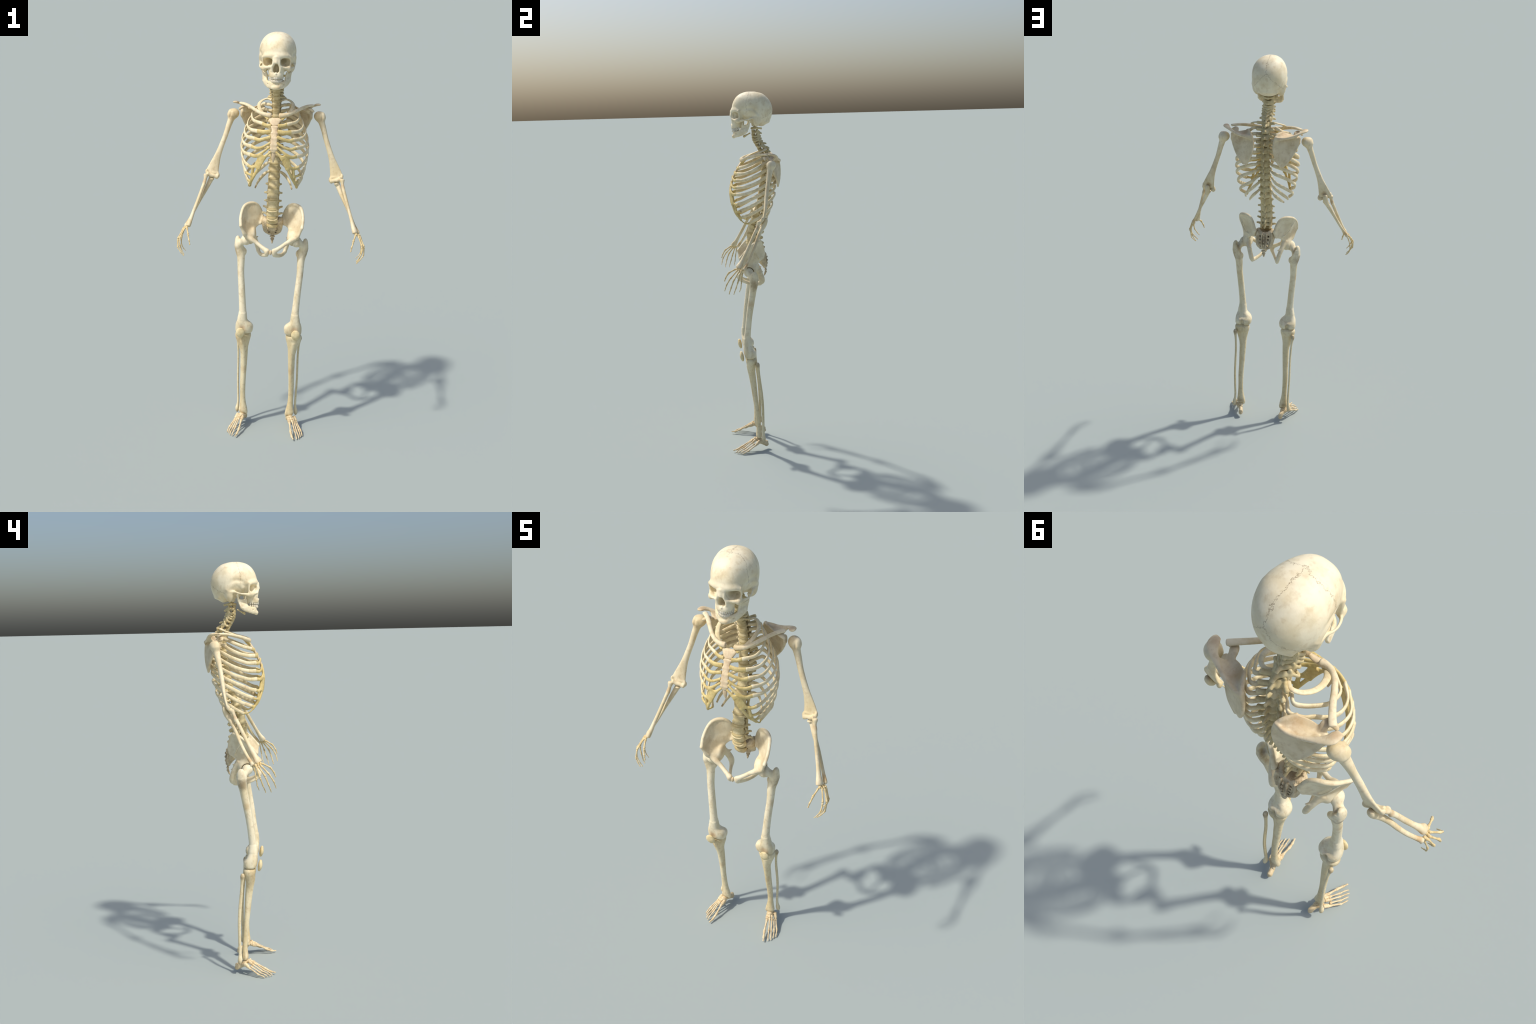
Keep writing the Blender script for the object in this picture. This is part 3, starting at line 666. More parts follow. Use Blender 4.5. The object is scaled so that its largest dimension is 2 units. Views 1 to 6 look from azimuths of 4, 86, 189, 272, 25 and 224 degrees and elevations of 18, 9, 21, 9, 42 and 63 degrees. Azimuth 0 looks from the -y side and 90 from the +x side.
def build_ribs():
    for i in range(2, 11):
        P = spline(rib_rows(i), 5)
        n = len(P)
        u = np.linspace(0, 1, n)
        hh = np.interp(u, [0, 0.1, 0.25, 0.6, 0.9, 1], [0.0068, 0.0068, 0.0088, 0.0087, 0.0087, 0.0100]) * (0.92 if i in (2, 10) else 1.0)
        tt = np.interp(u, [0, 0.1, 0.25, 0.6, 0.9, 1], [0.0058, 0.0050, 0.0048, 0.0042, 0.0042, 0.0058])
        m = loft([(*P[j], tt[j], hh[j]) for j in range(n)], seg=14, smooth=False, cap=0.3)
        pair("rib", m, M_RIB)
    m = loft([(0.022, 0.078, 1.683, 0.006, 0.005), (0.043, 0.090, 1.688, 0.006, 0.0045), (0.064, 0.080, 1.683, 0.007, 0.004), (0.078, 0.054, 1.673, 0.008, 0.004), (0.079, 0.022, 1.661, 0.0088, 0.004), (0.068, -0.010, 1.646, 0.0095, 0.004), (0.050, -0.033, 1.629, 0.010, 0.005)], seg=16)
    pair("rib", m, M_RIB)
    m = loft([(0.020, 0.064, 1.389, 0.006, 0.0065), (0.035, 0.091, 1.379, 0.0048, 0.0070), (0.058, 0.1015, 1.358, 0.0046, 0.0080), (0.089, 0.083, 1.329, 0.0044, 0.0082), (0.106, 0.050, 1.304, 0.0042, 0.0075), (0.109, 0.022, 1.287, 0.0035, 0.005)])
    pair("rib", m, M_RIB)
    m = loft([(0.022, 0.054, 1.346, 0.0058, 0.0065), (0.036, 0.080, 1.336, 0.0046, 0.0068), (0.056, 0.086, 1.317, 0.0045, 0.0080), (0.077, 0.061, 1.291, 0.0042, 0.0072), (0.088, 0.024, 1.270, 0.0035, 0.0045)])
    pair("rib", m, M_RIB)

def build_cartilage():
    a = RIBS
    e = lambda i: a[i][2]
    single = [[(0.050, -0.033, 1.629, 0.0105, 0.0055), (0.030, -0.046, 1.613, 0.009, 0.006)],
              [(*e(2), 0.0055, 0.0095), (0.040, -0.063, 1.588, 0.005, 0.0085), (0.017, -0.068, 1.587, 0.005, 0.009)],
              [(*e(3), 0.0060, 0.0105), (0.048, -0.081, 1.559, 0.0055, 0.0105), (0.016, -0.082, 1.562, 0.0055, 0.011)],
              [(*e(4), 0.0060, 0.0092), (0.068, -0.088, 1.523, 0.005, 0.0085), (0.042, -0.095, 1.531, 0.005, 0.0075), (0.015, -0.096, 1.540, 0.005, 0.0085)],
              [(*e(5), 0.0055, 0.0085), (0.082, -0.090, 1.485, 0.0048, 0.0075), (0.058, -0.100, 1.490, 0.0045, 0.0062), (0.034, -0.104, 1.503, 0.0045, 0.0055), (0.016, -0.103, 1.514, 0.0048, 0.0065)]]
    for r in single:
        pair("costal_cartilage", loft(r, seg=14, cap=0.3), M_CART)
    # ribs 6-10 share one branching sheet of cartilage
    parts = [loft([(*e(6), 0.0055, 0.0092), (0.086, -0.097, 1.449, 0.005, 0.0085), (0.066, -0.106, 1.457, 0.005, 0.0085), (0.044, -0.110, 1.474, 0.0045, 0.0062), (0.018, -0.108, 1.496, 0.0045, 0.005)]),
             loft([(0.013, -0.111, 1.474, 0.0045, 0.005), (0.030, -0.112, 1.458, 0.0048, 0.0065), (0.045, -0.110, 1.442, 0.005, 0.011)]),
             plate([[(0.035, -0.111, 1.452), (0.052, -0.108, 1.459), (0.068, -0.105, 1.458)],
                    [(0.040, -0.110, 1.433), (0.056, -0.107, 1.436), (0.073, -0.099, 1.438)],
                    [(0.051, -0.108, 1.410), (0.067, -0.104, 1.412), (0.083, -0.094, 1.411)],
                    [(0.061, -0.105, 1.389), (0.073, -0.101, 1.392), (0.086, -0.093, 1.396)]], 0.0054),
             loft([(*e(7), 0.0055, 0.0085), (0.104, -0.085, 1.395, 0.005, 0.0075), (0.090, -0.092, 1.397, 0.005, 0.0075), (0.074, -0.101, 1.405, 0.0045, 0.009)]),
             loft([(0.065, -0.104, 1.398, 0.0055, 0.0075), (0.077, -0.098, 1.375, 0.0055, 0.0070), (0.088, -0.089, 1.352, 0.0055, 0.0072), (0.098, -0.077, 1.331, 0.0050, 0.0065)]),
             loft([(0.092, -0.090, 1.398, 0.0055, 0.0072), (0.095, -0.087, 1.375, 0.0055, 0.0072), (0.097, -0.082, 1.352, 0.0055, 0.0075), (0.102, -0.070, 1.323, 0.0048, 0.0065), (0.108, -0.060, 1.308, 0.004, 0.005)], ref=(1, 0, 0)),
             loft([(*e(8), 0.0055, 0.0082), (0.114, -0.075, 1.358, 0.0045, 0.006), (0.098, -0.084, 1.355, 0.0045, 0.006)]),
             loft([(*e(9), 0.005, 0.0075), (0.108, -0.063, 1.322, 0.0042, 0.006), (0.100, -0.072, 1.326, 0.004, 0.0055)]),
             loft([(*e(10), 0.0042, 0.0065), (0.114, -0.034, 1.291, 0.003, 0.0034), (0.115, -0.050, 1.300, 0.0028, 0.0032), (0.108, -0.062, 1.314, 0.003, 0.004)])]
    pair("costal_cartilage", fuse(parts, 0.0014, 1, 0.005), M_CART)

def build_sternum():
    t = unit(V(0, -0.55, -1))
    m = fuse([loft([(0, -0.043, 1.618, 0.022, 0.006), (0, -0.047, 1.613, 0.031, 0.0075), (0, -0.055, 1.602, 0.025, 0.0075), (0, -0.064, 1.588, 0.0165, 0.0068)], ref=(0, -1, 0), seg=28, cap=0.4, power=2.6)], 0.0015, 1,
             cuts=[(egg((0, -0.042, 1.631), (0.014, 0.02, 0.010)), 0.006), (egg((0.027, -0.043, 1.628), (0.010, 0.012, 0.008)), 0.004), (egg((-0.027, -0.043, 1.628), (0.010, 0.012, 0.008)), 0.004)])
    man = to_object("sternum_manubrium", m, M_STERN)
    rows = [(0, -0.067, 1.584, 0.0145, 0.0058), (0, -0.078, 1.565, 0.0140, 0.0062), (0, -0.092, 1.535, 0.0150, 0.0065), (0, -0.102, 1.508, 0.0165, 0.0065), (0, -0.107, 1.485, 0.0170, 0.006), (0, -0.108, 1.472, 0.0115, 0.005)]
    m = fuse([loft(rows, ref=(0, -1, 0), seg=28, power=2.5), *[loft([(-0.0155, y, z, 0.0045), (0.0155, y, z, 0.0045)]) for y, z in ((-0.069, 1.581), (-0.0835, 1.556), (-0.094, 1.532), (-0.103, 1.506), (-0.108, 1.486))]], 0.0015, 1, 0.006)
    to_object("sternum_body", m, M_STERN)
    m = loft([(0, -0.1065, 1.468, 0.0105, 0.004), (0, -0.106, 1.450, 0.0095, 0.0042), (0, -0.104, 1.435, 0.006, 0.0035), (0, -0.102, 1.425, 0.0025, 0.0025)], ref=(0, -1, 0))
    to_object("xiphoid_process", m, M_STERN)

# ------------------------------------------------------------------ shoulder and arm
def build_shoulder():
    m = fuse([loft([(0.023, -0.042, 1.630, 0.0115, 0.0125), (0.038, -0.043, 1.632, 0.0098, 0.0108), (0.060, -0.037, 1.637, 0.0088, 0.0095), (0.085, -0.018, 1.645, 0.0085, 0.0088), (0.108, 0.010, 1.653, 0.0088, 0.0080), (0.130, 0.041, 1.660, 0.0092, 0.0072), (0.152, 0.068, 1.664, 0.0100, 0.0065), (0.171, 0.088, 1.664, 0.0105, 0.0058)], seg=18)], 0.0016)
    pair("clavicle", m, M_ARM)
    f = Field((0.030, 0.035, 1.470), (0.215, 0.185, 1.685), 0.0018)
    med = [(0.085, 0.116, 1.653), (0.063, 0.149, 1.640), (0.051, 0.160, 1.605), (0.053, 0.162, 1.560), (0.068, 0.156, 1.515), (0.084, 0.147, 1.487)]
    lat = [(0.150, 0.096, 1.632), (0.160, 0.106, 1.622), (0.161, 0.112, 1.595), (0.147, 0.125, 1.557), (0.125, 0.140, 1.520), (0.098, 0.147, 1.488)]
    mid = [tuple((np.array(a) * 0.5 + np.array(b) * 0.5) + V(0, dy, 0)) for (a, b), dy in zip(zip(med, lat), (-0.006, -0.004, 0.001, 0.004, 0.004, 0))]
    f.add(plate([med, mid, lat], [0.0036, 0.0022, 0.0048]), 0)
    f.add(loft([(*p, r) for p, r in zip(med, (0.004, 0.0055, 0.0055, 0.005, 0.0045, 0.004))]), 0.007)
    f.add(loft([(*p, r) for p, r in zip(lat[1:], (0.007, 0.0065, 0.0055, 0.005, 0.0045))]), 0.006)
    # spine of the scapula and acromion
    crest = [(0.057, 0.160, 1.628), (0.085, 0.160, 1.628), (0.115, 0.152, 1.631), (0.145, 0.142, 1.640), (0.170, 0.130, 1.653)]
    base = [(0.060, 0.155, 1.630), (0.085, 0.138, 1.632), (0.115, 0.122, 1.632), (0.138, 0.114, 1.628), (0.152, 0.112, 1.626)]
    f.add(plate([base, crest], [0.0045, 0.0032]), 0.006)
    f.add(loft([(0.057, 0.160, 1.624, 0.0045, 0.013), (0.085, 0.161, 1.628, 0.0052, 0.0085), (0.115, 0.154, 1.632, 0.0058, 0.0068), (0.145, 0.144, 1.641, 0.0065, 0.0065), (0.172, 0.132, 1.654, 0.011, 0.0055), (0.191, 0.117, 1.663, 0.016, 0.0060), (0.196, 0.101, 1.666, 0.0145, 0.0055), (0.195, 0.092, 1.667, 0.010, 0.004)]), 0.006)
    # glenoid and coracoid
    f.add(f.ball((0.165, 0.104, 1.614), (0.0095, 0.0135, 0.020)), 0.010)
    f.cut(f.ball((0.1985, 0.107, 1.613), 0.0275), 0.002)
    f.add(loft([(0.150, 0.100, 1.630, 0.011, 0.010), (0.149, 0.090, 1.645, 0.0125, 0.0075), (0.155, 0.079, 1.650, 0.0125, 0.0065), (0.168, 0.075, 1.643, 0.009, 0.0065), (0.176, 0.076, 1.636, 0.006, 0.0055)]), 0.006)
    f.blur(1)
    pair("scapula", f.mesh(), M_FLAT)

def build_arm():
    f = Field((0.165, 0.015, 1.285), (0.35, 0.145, 1.655), 0.0018)
    f.add(loft([(0.214, 0.099, 1.602, 0.0195, 0.0190), (0.2175, 0.0970, 1.583, 0.0155, 0.0165), (0.2286, 0.0900, 1.549, 0.0132, 0.0138), (0.2414, 0.0815, 1.506, 0.0121, 0.0110), (0.2575, 0.0735, 1.461, 0.0126, 0.0107), (0.2735, 0.067, 1.416, 0.0155, 0.0098),
                (0.287, 0.0605, 1.376, 0.0225, 0.0080), (0.297, 0.052, 1.342, 0.0295, 0.0075), (0.299, 0.046, 1.328, 0.029, 0.0075)], ref=(0, 1, 0.2), seg=24, cap=0.2), 0)
    f.add(f.ball((0.203, 0.107, 1.611), (0.0245, 0.0245, 0.0235)), 0.016)
    f.add(f.ball((0.2190, 0.100, 1.612), (0.0125, 0.0175, 0.0185)), 0.012)
    f.add(f.ball((0.207, 0.086, 1.612), (0.008, 0.007, 0.012)), 0.006)
    f.cut(loft([(0.217, 0.078, 1.63, 0.0035), (0.219, 0.081, 1.595, 0.002)]), 0.004)
    # elbow: pulley, ball and the two side knobs
    f.add(loft([(0.273, 0.043, 1.311, 0.0115), (0.282, 0.041, 1.313, 0.0100), (0.291, 0.039, 1.317, 0.0082), (0.302, 0.037, 1.3185, 0.0090), (0.311, 0.035, 1.322, 0.0088), (0.321, 0.0325, 1.327, 0.0105)], ref=(0, 0, 1), cap=0.3), 0.006)
    f.add(f.ball((0.270, 0.049, 1.317), (0.007, 0.008, 0.012)), 0.008)
    f.add(f.ball((0.326, 0.042, 1.336), (0.006, 0.007, 0.012)), 0.008)
    f.cut(f.ball((0.296, 0.068, 1.337), (0.013, 0.012, 0.014)), 0.005)
    f.cut(f.ball((0.300, 0.034, 1.342), (0.013, 0.006, 0.007)), 0.004)
    f.blur(1)
    pair("humerus", f.mesh(), M_ARM)
    wr = unit(V(0.017, 0.032, -0.011))            # radius -> ulna direction at the wrist
    m = fuse([loft([(0.3265, 0.0275, 1.326, 0.0110, 0.0110), (0.327, 0.0255, 1.3195, 0.0115, 0.0115), (0.329, 0.019, 1.305, 0.0075, 0.0075), (0.333, 0.011, 1.287, 0.0082, 0.0092), (0.342, -0.004, 1.260, 0.0078, 0.0088), (0.360, -0.0315, 1.205, 0.0078, 0.0092), (0.376, -0.056, 1.159, 0.0082, 0.0092),
                    (0.387, -0.0745, 1.125, 0.0100, 0.0120), (0.394, -0.086, 1.107, 0.0120, 0.0168), (0.397, -0.0925, 1.097, 0.0115, 0.0165)], ref=wr, seg=20, cap=0.25),
              egg((0.334, 0.013, 1.284), (0.007, 0.008, 0.012))], 0.0016)
    pair("radius", m, M_ARM)
    m = fuse([loft([(0.302, 0.0615, 1.3365, 0.0105, 0.0085), (0.302, 0.062, 1.325, 0.0122, 0.0105), (0.304, 0.051, 1.303, 0.0128, 0.0135), (0.3155, 0.034, 1.276, 0.0110, 0.0110), (0.3345, 0.014, 1.238, 0.0090, 0.0092), (0.358, -0.005, 1.193, 0.0072, 0.0082), (0.378, -0.025, 1.152, 0.0068, 0.0078), (0.396, -0.045, 1.118, 0.0068, 0.0075), (0.409, -0.060, 1.095, 0.0090, 0.0090), (0.412, -0.0635, 1.089, 0.0085, 0.0085)], ref=(0, -1, -0.4), seg=20, cap=0.5),
              loft([(0.303, 0.050, 1.298, 0.012, 0.008), (0.300, 0.036, 1.299, 0.0115, 0.0055), (0.299, 0.028, 1.303, 0.008, 0.0035)]),
              egg((0.414, -0.058, 1.085), (0.004, 0.004, 0.006))], 0.0016, 1, 0.004,
             cuts=[(loft([(0.270, 0.0435, 1.312, 0.0118), (0.291, 0.039, 1.317, 0.0108), (0.312, 0.036, 1.322, 0.0100)]), 0.002)])
    pair("ulna", m, M_ARM)

def shaft(p, q, r0, rm, r1, up=(0, 0, 1), bow=0.0):
    """Small long bone (metacarpal, phalanx, metatarsal...) with waisted shaft and knobbed ends."""
    p, q = np.array(p, float), np.array(q, float)
    d = q - p
    L = np.linalg.norm(d)
    n = unit(np.array(up) - (np.array(up) @ unit(d)) * unit(d)) * bow
    pos = lambda t: p + d * t + n * math.sin(t * math.pi)
    ts = [0.02, 0.1, 0.25, 0.55, 0.8, 0.92, 0.985]
    rs = [r0 * 0.85, r0, rm * 1.15, rm, rm * 1.12, r1, r1 * 0.9]
    return loft([(*pos(t), r, r * 0.95) for t, r in zip(ts, rs)], ref=up, seg=12, per=4, cap=0.5)

HAND = {"thumb": [(0.399, -0.108, 1.092), (0.389, -0.143, 1.072), (0.382, -0.159, 1.047), (0.378, -0.166, 1.027)],
        "index": [(0.411, -0.098, 1.088), (0.430, -0.137, 1.049), (0.429, -0.157, 1.016), (0.406, -0.167, 0.981)],
        "middle": [(0.418, -0.089, 1.084), (0.441, -0.120, 1.041), (0.440, -0.135, 1.001), (0.409, -0.145, 0.964)],
        "ring": [(0.422, -0.081, 1.081), (0.441, -0.097, 1.035), (0.431, -0.109, 0.998), (0.412, -0.121, 0.962)],
        "little": [(0.417, -0.072, 1.076), (0.431, -0.080, 1.029), (0.428, -0.084, 0.996), (0.408, -0.091, 0.973)]}

def build_hands():
    hands = (group("hand"), group("hand"))
    for k, pts in HAND.items():
        P = [np.array(p) for p in pts]
        thin = {"thumb": 1.1, "index": 1.0, "middle": 1.05, "ring": 0.95, "little": 0.8}[k]
        back = unit(V(1, -0.25, 0.2))
        pair("metacarpal", shaft(P[0], P[1], 0.0048 * thin, 0.0033 * thin, 0.0052 * thin, back, 0.0008), M_HAND, hands)
        pair("phalanx", shaft(P[1] + (P[2] - P[1]) * 0.06, P[2], 0.0046 * thin, 0.0030 * thin, 0.0040 * thin, back, 0.001), M_HAND, hands)
        if k == "thumb":
            pair("phalanx", shaft(P[2] + (P[3] - P[2]) * 0.06, P[3], 0.0042, 0.0026, 0.0030, back), M_HAND, hands)
        else:
            j = P[2] * 0.42 + P[3] * 0.58 + back * 0.0025
            pair("phalanx", shaft(P[2] + (j - P[2]) * 0.07, j, 0.0037 * thin, 0.0024 * thin, 0.0031 * thin, back), M_HAND, hands)
            pair("phalanx", shaft(j + (P[3] - j) * 0.08, P[3], 0.0030 * thin, 0.0018 * thin, 0.0022 * thin, back), M_HAND, hands)
    for c, r in [((0.4015, -0.099, 1.0945), (0.0065, 0.006, 0.0055)), ((0.407, -0.088, 1.0935), (0.006, 0.0062, 0.0055)), ((0.412, -0.077, 1.0875), (0.0062, 0.006, 0.0058)), ((0.406, -0.071, 1.0835), (0.004, 0.004, 0.004)),
                 ((0.402, -0.105, 1.0925), (0.0055, 0.005, 0.005)), ((0.408, -0.098, 1.0895), (0.005, 0.005, 0.005)), ((0.415, -0.0895, 1.087), (0.006, 0.0055, 0.0062)), ((0.419, -0.079, 1.083), (0.006, 0.006, 0.0058))]:
        pair("carpal", egg(c, r, n=9), M_HAND, hands)

# ------------------------------------------------------------------ pelvis and leg
def build_pelvis():
    f = Field((0.0, -0.105, 0.922), (0.166, 0.085, 1.208), 0.002)
    crest = [(0.050, 0.062, 1.117), (0.059, 0.058, 1.150), (0.074, 0.048, 1.178), (0.095, 0.038, 1.1905), (0.118, 0.025, 1.190), (0.136, 0.006, 1.182), (0.146, -0.020, 1.164), (0.150, -0.048, 1.136), (0.146, -0.074, 1.104)]
    neck = [(0.054, 0.058, 1.088), (0.066, 0.046, 1.082), (0.078, 0.034, 1.074), (0.088, 0.022, 1.067), (0.097, 0.008, 1.062), (0.106, -0.008, 1.058), (0.114, -0.026, 1.056), (0.121, -0.046, 1.056), (0.127, -0.062, 1.058)]
    mid = []
    for i, (a, b) in enumerate(zip(crest, neck)):
        a, b = np.array(a), np.array(b)
        out = unit(V(0.7, 0.55, 0)) * -0.001 * math.sin(math.pi * (i + 0.5) / 9)
        mid.append(tuple(a * 0.5 + b * 0.5 + out))
    f.add(plate([crest, mid, neck], [[0.005, 0.0045, 0.004, 0.0045, 0.005], [0.007, 0.0032, 0.0030, 0.004, 0.005], [0.010, 0.008, 0.010, 0.013, 0.010]]), 0)
    f.add(loft([(*p, r, r * 0.9) for p, r in zip(crest, (0.0075, 0.0065, 0.0065, 0.0075, 0.0085, 0.0080, 0.0066, 0.0066, 0.0072))]), 0.006)
    f.add(loft([(0.146, -0.074, 1.104, 0.006), (0.139, -0.070, 1.084, 0.0055), (0.131, -0.067, 1.064, 0.0075), (0.124, -0.056, 1.050, 0.010)]), 0.006)
    # joint face towards the sacrum
    f.add(loft([(0.051, 0.060, 1.118, 0.008, 0.010), (0.054, 0.050, 1.100, 0.008, 0.014), (0.058, 0.044, 1.086, 0.007, 0.012)], ref=(0, 1, 0)), 0.008)
    # gluteal line on the outside
    f.add(loft([(0.143, -0.008, 1.156, 0.003), (0.128, 0.014, 1.128, 0.003), (0.108, 0.030, 1.10, 0.003), (0.09, 0.036, 1.088, 0.003)]), 0.008)
    # socket block, ischium, rami
    f.add(f.ball((0.104, -0.018, 1.034), (0.026, 0.036, 0.036)), 0.012)
    f.add(f.ball((0.089, -0.004, 1.046), (0.013, 0.034, 0.030)), 0.012)
    f.add(loft([(0.098, 0.006, 1.050, 0.014, 0.018), (0.088, 0.028, 1.022, 0.012, 0.016), (0.078, 0.042, 0.992, 0.011, 0.016), (0.070, 0.047, 0.965, 0.0115, 0.017), (0.066, 0.044, 0.950, 0.009, 0.013)], ref=(0, 1, 0), seg=20), 0.010)
    f.add(loft([(0.082, 0.038, 1.016, 0.006), (0.071, 0.052, 1.016, 0.003), (0.067, 0.056, 1.015, 0.0015)]), 0.006)
    f.add(loft([(0.066, 0.040, 0.948, 0.009, 0.012), (0.058, 0.014, 0.944, 0.0072, 0.0115), (0.045, -0.018, 0.946, 0.0065, 0.0102), (0.031, -0.048, 0.955, 0.0068, 0.0105), (0.018, -0.072, 0.967, 0.0085, 0.013)], seg=18), 0.008)
    f.add(loft([(0.112, -0.045, 1.045, 0.016, 0.014), (0.092, -0.055, 1.033, 0.0125, 0.0115), (0.070, -0.058, 1.018, 0.0098, 0.0098), (0.048, -0.066, 1.003, 0.0092, 0.0096), (0.030, -0.074, 0.992, 0.0095, 0.0110), (0.016, -0.081, 0.982, 0.0095, 0.014)], seg=18), 0.010)
    f.add(f.ball((0.0155, -0.078, 0.979), (0.0105, 0.011, 0.017)), 0.008)
    f.cut(f.ball((0.123, -0.0275, 1.0225), 0.0285), 0.003)
    f.blur(1)
    pair("hip_bone", f.mesh(), M_PELVIS)
    to_object("pubic_disc", egg((0, -0.084, 0.979), (0.0058, 0.0085, 0.0125)), M_STERN)

def build_leg():
    f = Field((0.066, -0.092, 0.527), (0.19, 0.035, 1.056), 0.002)
    f.add(loft([(0.158, -0.001, 0.985, 0.020, 0.0225), (0.153, -0.003, 0.955, 0.0195, 0.0215), (0.1470, -0.008, 0.925, 0.0190, 0.0195), (0.1450, -0.0205, 0.853, 0.0162, 0.0182), (0.1388, -0.0325, 0.778, 0.0165, 0.0168), (0.1328, -0.042, 0.697, 0.0172, 0.0172), (0.1297, -0.047, 0.646, 0.0192, 0.0195),
                (0.1315, -0.046, 0.618, 0.0225, 0.0225)], ref=(0, 1, 0), seg=24, cap=0.2), 0)
    f.add(loft([(0.1300, -0.0470, 0.650, 0.0180, 0.0195), (0.1312, -0.0465, 0.622, 0.0225, 0.0215), (0.1300, -0.0455, 0.606, 0.0275, 0.0240), (0.1240, -0.0410, 0.590, 0.0390, 0.0280), (0.1212, -0.0345, 0.574, 0.0442, 0.0340), (0.1218, -0.0320, 0.557, 0.0440, 0.0340), (0.1228, -0.0320, 0.545, 0.0415, 0.0290), (0.1232, -0.0320, 0.539, 0.0340, 0.0220)],
               ref=(0, 1, 0), seg=32, cap=0.25, power=2.6, axis=(0, 0, -1)), 0.006)
    f.add(f.ball((0.1215, -0.0275, 1.0215), 0.0262), 0.003)
    f.add(loft([(0.126, -0.025, 1.018, 0.0175, 0.0185), (0.140, -0.015, 1.008, 0.0165, 0.0175), (0.156, -0.005, 0.992, 0.018, 0.020)], ref=(0, 1, 0)), 0.008)
    f.add(loft([(0.164, 0.001, 1.026, 0.009, 0.013), (0.167, 0.000, 1.012, 0.0115, 0.019), (0.1665, -0.002, 0.985, 0.0125, 0.021), (0.160, -0.004, 0.952, 0.010, 0.015), (0.153, -0.006, 0.928, 0.006, 0.008)], ref=(0, 1, 0)), 0.012)
    f.cut(f.ball((0.151, 0.012, 1.016), (0.008, 0.012, 0.012)), 0.006)
    f.add(f.ball((0.1300, 0.006, 0.951), (0.0095, 0.009, 0.016)), 0.014)
    f.add(loft([(0.160, 0.016, 1.01, 0.006), (0.150, 0.019, 0.985, 0.006), (0.133, 0.012, 0.958, 0.006)]), 0.008)
    # knee: notch behind, groove for the kneecap in front, hollows above the condyles
    f.cut(f.ball((0.1235, 0.010, 0.548), (0.0105, 0.028, 0.026)), 0.008)
    f.cut(f.ball((0.1235, 0.012, 0.592), (0.034, 0.026, 0.014)), 0.012)
    f.cut(f.ball((0.129, -0.083, 0.566), (0.013, 0.016, 0.034)), 0.010)
    f.blur(1)
    pair("femur", f.mesh(), M_LONG)
    m = fuse([loft([(0.1365, -0.0835, 0.577, 0.0125, 0.006), (0.137, -0.082, 0.566, 0.0205, 0.0095), (0.1372, -0.080, 0.552, 0.0225, 0.0110), (0.137, -0.077, 0.538, 0.0180, 0.0095), (0.1365, -0.0745, 0.527, 0.0080, 0.006)], ref=(0, 1, 0), seg=20)], 0.0016)
    pair("patella", m, M_CARTPAT)
    f = Field((0.07, -0.075, 0.045), (0.18, 0.035, 0.54), 0.002)
    f.add(loft([(0.1265, -0.0265, 0.5265, 0.0400, 0.0320), (0.1265, -0.0268, 0.512, 0.0390, 0.0305), (0.1255, -0.028, 0.491, 0.0330, 0.0240), (0.123, -0.0260, 0.456, 0.0235, 0.0190), (0.1205, -0.0215, 0.420, 0.0188, 0.0170), (0.1215, -0.0155, 0.366, 0.0170, 0.0148), (0.123, -0.0095, 0.304, 0.0150, 0.0125), (0.1252, -0.0035, 0.242, 0.0142, 0.0115),
                (0.1245, 0.002, 0.179, 0.0133, 0.0113), (0.1235, 0.004, 0.136, 0.0148, 0.0130), (0.122, 0.0042, 0.106, 0.0192, 0.0152), (0.1215, 0.0035, 0.086, 0.0228, 0.0168), (0.122, 0.003, 0.074, 0.0205, 0.0150)], ref=(0, 1, 0), seg=28, cap=0.55, power=2.1), 0)
    f.cut(loft([(0.102, 0.004, 0.0535, 0.012), (0.15, 0.004, 0.0555, 0.012)]), 0.006)
    f.add(loft([(0.128, -0.046, 0.492, 0.007, 0.007), (0.127, -0.043, 0.468, 0.008, 0.006), (0.122, -0.036, 0.43, 0.005, 0.005), (0.1195, -0.0275, 0.366, 0.004, 0.004), (0.119, -0.0195, 0.304, 0.0038, 0.0038), (0.121, -0.011, 0.242, 0.0035, 0.0035), (0.123, -0.003, 0.20, 0.003, 0.003)]), 0.012)
    f.add(loft([(0.104, 0.003, 0.075, 0.0065, 0.010), (0.1035, 0.003, 0.064, 0.0055, 0.009), (0.104, 0.003, 0.058, 0.0035, 0.006)], ref=(0, 1, 0)), 0.008)
    f.add(f.ball((0.126, -0.024, 0.527), (0.006, 0.010, 0.006)), 0.005)
    f.cut(f.ball((0.126, 0.010, 0.52), (0.008, 0.010, 0.02)), 0.006)
    f.cut(loft([(0.143, 0.010, 0.11, 0.004), (0.147, 0.010, 0.07, 0.005)]), 0.005)
    f.blur(1)
    pair("tibia", f.mesh(), M_SHIN)
    m = fuse([loft([(0.1595, 0.005, 0.514, 0.0075, 0.0085), (0.1595, 0.006, 0.503, 0.0098, 0.0108), (0.157, 0.008, 0.483, 0.0068, 0.0085), (0.1545, 0.0105, 0.455, 0.0054, 0.0072), (0.1520, 0.0158, 0.398, 0.0054, 0.0080), (0.1523, 0.0230, 0.331, 0.0054, 0.0084), (0.1528, 0.0270, 0.264, 0.0054, 0.0080), (0.1512, 0.0278, 0.196, 0.0054, 0.0076), (0.1492, 0.0272, 0.132, 0.0056, 0.0078),
                    (0.1505, 0.0268, 0.104, 0.0065, 0.0085), (0.1530, 0.0272, 0.083, 0.0100, 0.0112), (0.1540, 0.0290, 0.068, 0.0092, 0.0105), (0.1535, 0.0300, 0.057, 0.0050, 0.0060)], ref=(0, 1, 0), seg=18)], 0.0016)
    pair("fibula", m, M_SHIN)

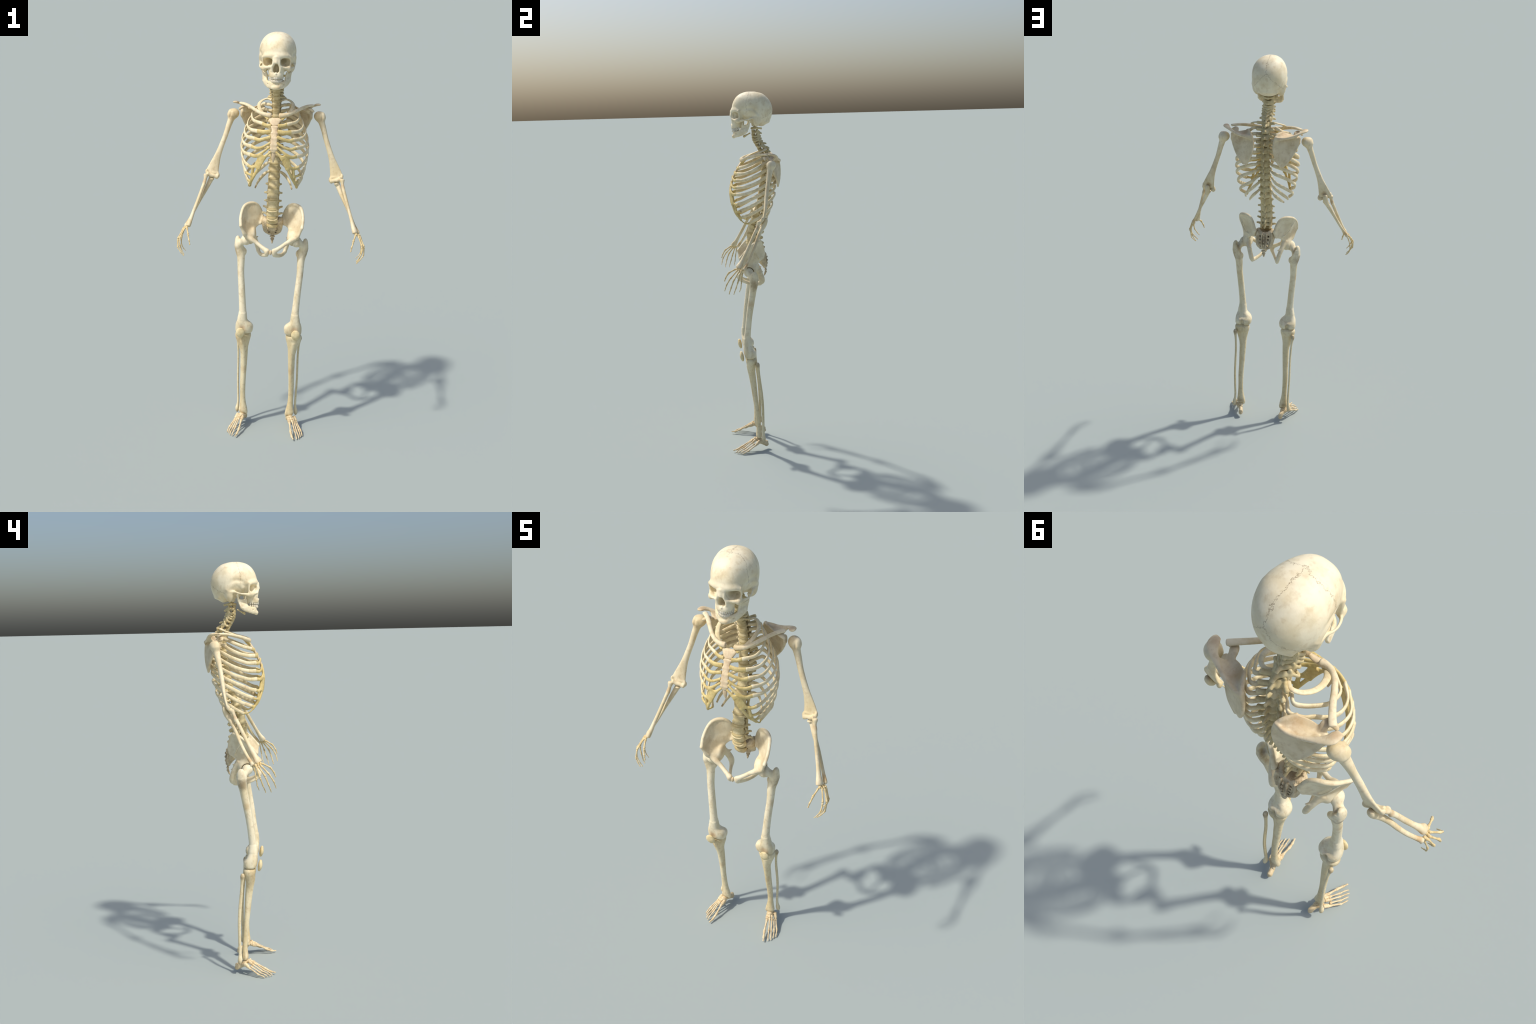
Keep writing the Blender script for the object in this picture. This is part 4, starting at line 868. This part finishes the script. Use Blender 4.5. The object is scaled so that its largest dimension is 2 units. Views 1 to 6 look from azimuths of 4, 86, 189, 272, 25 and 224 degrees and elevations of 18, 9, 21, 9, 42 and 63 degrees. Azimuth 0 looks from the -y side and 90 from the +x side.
FOOT = [  # base, head of the metatarsal, middle toe joint(s), tip
    [(0.1245, -0.043, 0.051), (0.133, -0.097, 0.0235), (0.1405, -0.123, 0.0115), (0.148, -0.145, 0.0095)],
    [(0.136, -0.036, 0.058), (0.153, -0.089, 0.0245), (0.1605, -0.114, 0.0155), (0.166, -0.130, 0.003)],
    [(0.145, -0.030, 0.0525), (0.163, -0.081, 0.0215), (0.172, -0.105, 0.0140), (0.177, -0.121, 0.003)],
    [(0.153, -0.024, 0.0445), (0.175, -0.072, 0.0185), (0.181, -0.093, 0.0120), (0.184, -0.106, 0.003)],
    [(0.158, -0.014, 0.0395), (0.185, -0.062, 0.0145), (0.190, -0.081, 0.0085), (0.193, -0.094, 0.0025)]]

def build_feet():
    feet = (group("foot"), group("foot"))
    for i, pts in enumerate(FOOT):
        P = [np.array(p) for p in pts]
        k = 1.5 if i == 0 else (1.12 if i == 4 else 1.0)
        pair("metatarsal", shaft(P[0], P[1], 0.0058 * (1.2 if i == 0 else 1.05), 0.0032 * (1.35 if i == 0 else k), 0.0048 * (1.45 if i == 0 else 1), (0, 0, 1), 0.001), M_FOOT, feet)
        a = P[1] + (P[2] - P[1]) * 0.05
        if i == 0:
            pair("phalanx", shaft(a, P[2], 0.0068, 0.0048, 0.0062), M_FOOT, feet)
            pair("phalanx", shaft(P[2] + (P[3] - P[2]) * 0.06, P[3], 0.0060, 0.0034, 0.0036), M_FOOT, feet)
        else:
            pair("phalanx", shaft(a, P[2], 0.0042, 0.0027, 0.0036, (0, 0, 1), 0.0015), M_FOOT, feet)
            j = P[2] * 0.5 + P[3] * 0.5 + V(0, 0, 0.0012)
            pair("phalanx", shaft(P[2] + (j - P[2]) * 0.08, j, 0.0034, 0.0027, 0.0030), M_FOOT, feet)
            pair("phalanx", shaft(j + (P[3] - j) * 0.08, P[3], 0.0030, 0.0022, 0.0022), M_FOOT, feet)
    m = fuse([loft([(0.1125, 0.0465, 0.0295, 0.0115, 0.0165), (0.1145, 0.036, 0.034, 0.0110, 0.0160), (0.120, 0.020, 0.041, 0.0115, 0.0135), (0.132, 0.008, 0.047, 0.0130, 0.0115), (0.142, 0.002, 0.050, 0.0100, 0.0100)], seg=20), egg((0.1125, 0.047, 0.0225), (0.010, 0.011, 0.0105))], 0.0016, 1, 0.006)
    pair("calcaneus", m, M_FOOT, feet)
    m = fuse([egg((0.122, 0.004, 0.058), (0.0165, 0.017, 0.0095)), loft([(0.123, 0.000, 0.058, 0.013, 0.010), (0.127, -0.012, 0.062, 0.0115, 0.0105)], ref=(0, 0, 1)), egg((0.1135, 0.021, 0.0515), (0.007, 0.008, 0.007))], 0.0016, 1, 0.006)
    pair("talus", m, M_FOOT, feet)
    pair("navicular", fuse([loft([(0.114, -0.014, 0.058, 0.006, 0.009), (0.122, -0.0205, 0.063, 0.0065, 0.0115), (0.131, -0.020, 0.0655, 0.0065, 0.0115), (0.140, -0.014, 0.061, 0.005, 0.008)])], 0.0014), M_FOOT, feet)
    for a, b, r in [((0.119, -0.024, 0.055), (0.1235, -0.040, 0.0515), 0.0098), ((0.130, -0.025, 0.063), (0.1345, -0.034, 0.0595), 0.0068), ((0.139, -0.019, 0.060), (0.1435, -0.028, 0.0545), 0.0072)]:
        pair("cuneiform", fuse([loft([(*a, r * 0.85, r), (*b, r * 0.9, r * 1.05)], power=2.6)], 0.0013), M_FOOT, feet)
    pair("cuboid", fuse([loft([(0.147, 0.006, 0.0545, 0.0085, 0.0095), (0.150, -0.002, 0.0505, 0.0088, 0.0095), (0.1565, -0.0125, 0.042, 0.0085, 0.0075)], power=2.5)], 0.0014), M_FOOT, feet)

skull = build_skull()
jaw = build_mandible()
build_teeth(skull, jaw)
build_hyoid()
build_spine()
build_sacrum()
build_ribs()
build_cartilage()
build_sternum()
build_shoulder()
build_arm()
build_hands()
build_pelvis()
build_leg()
build_feet()
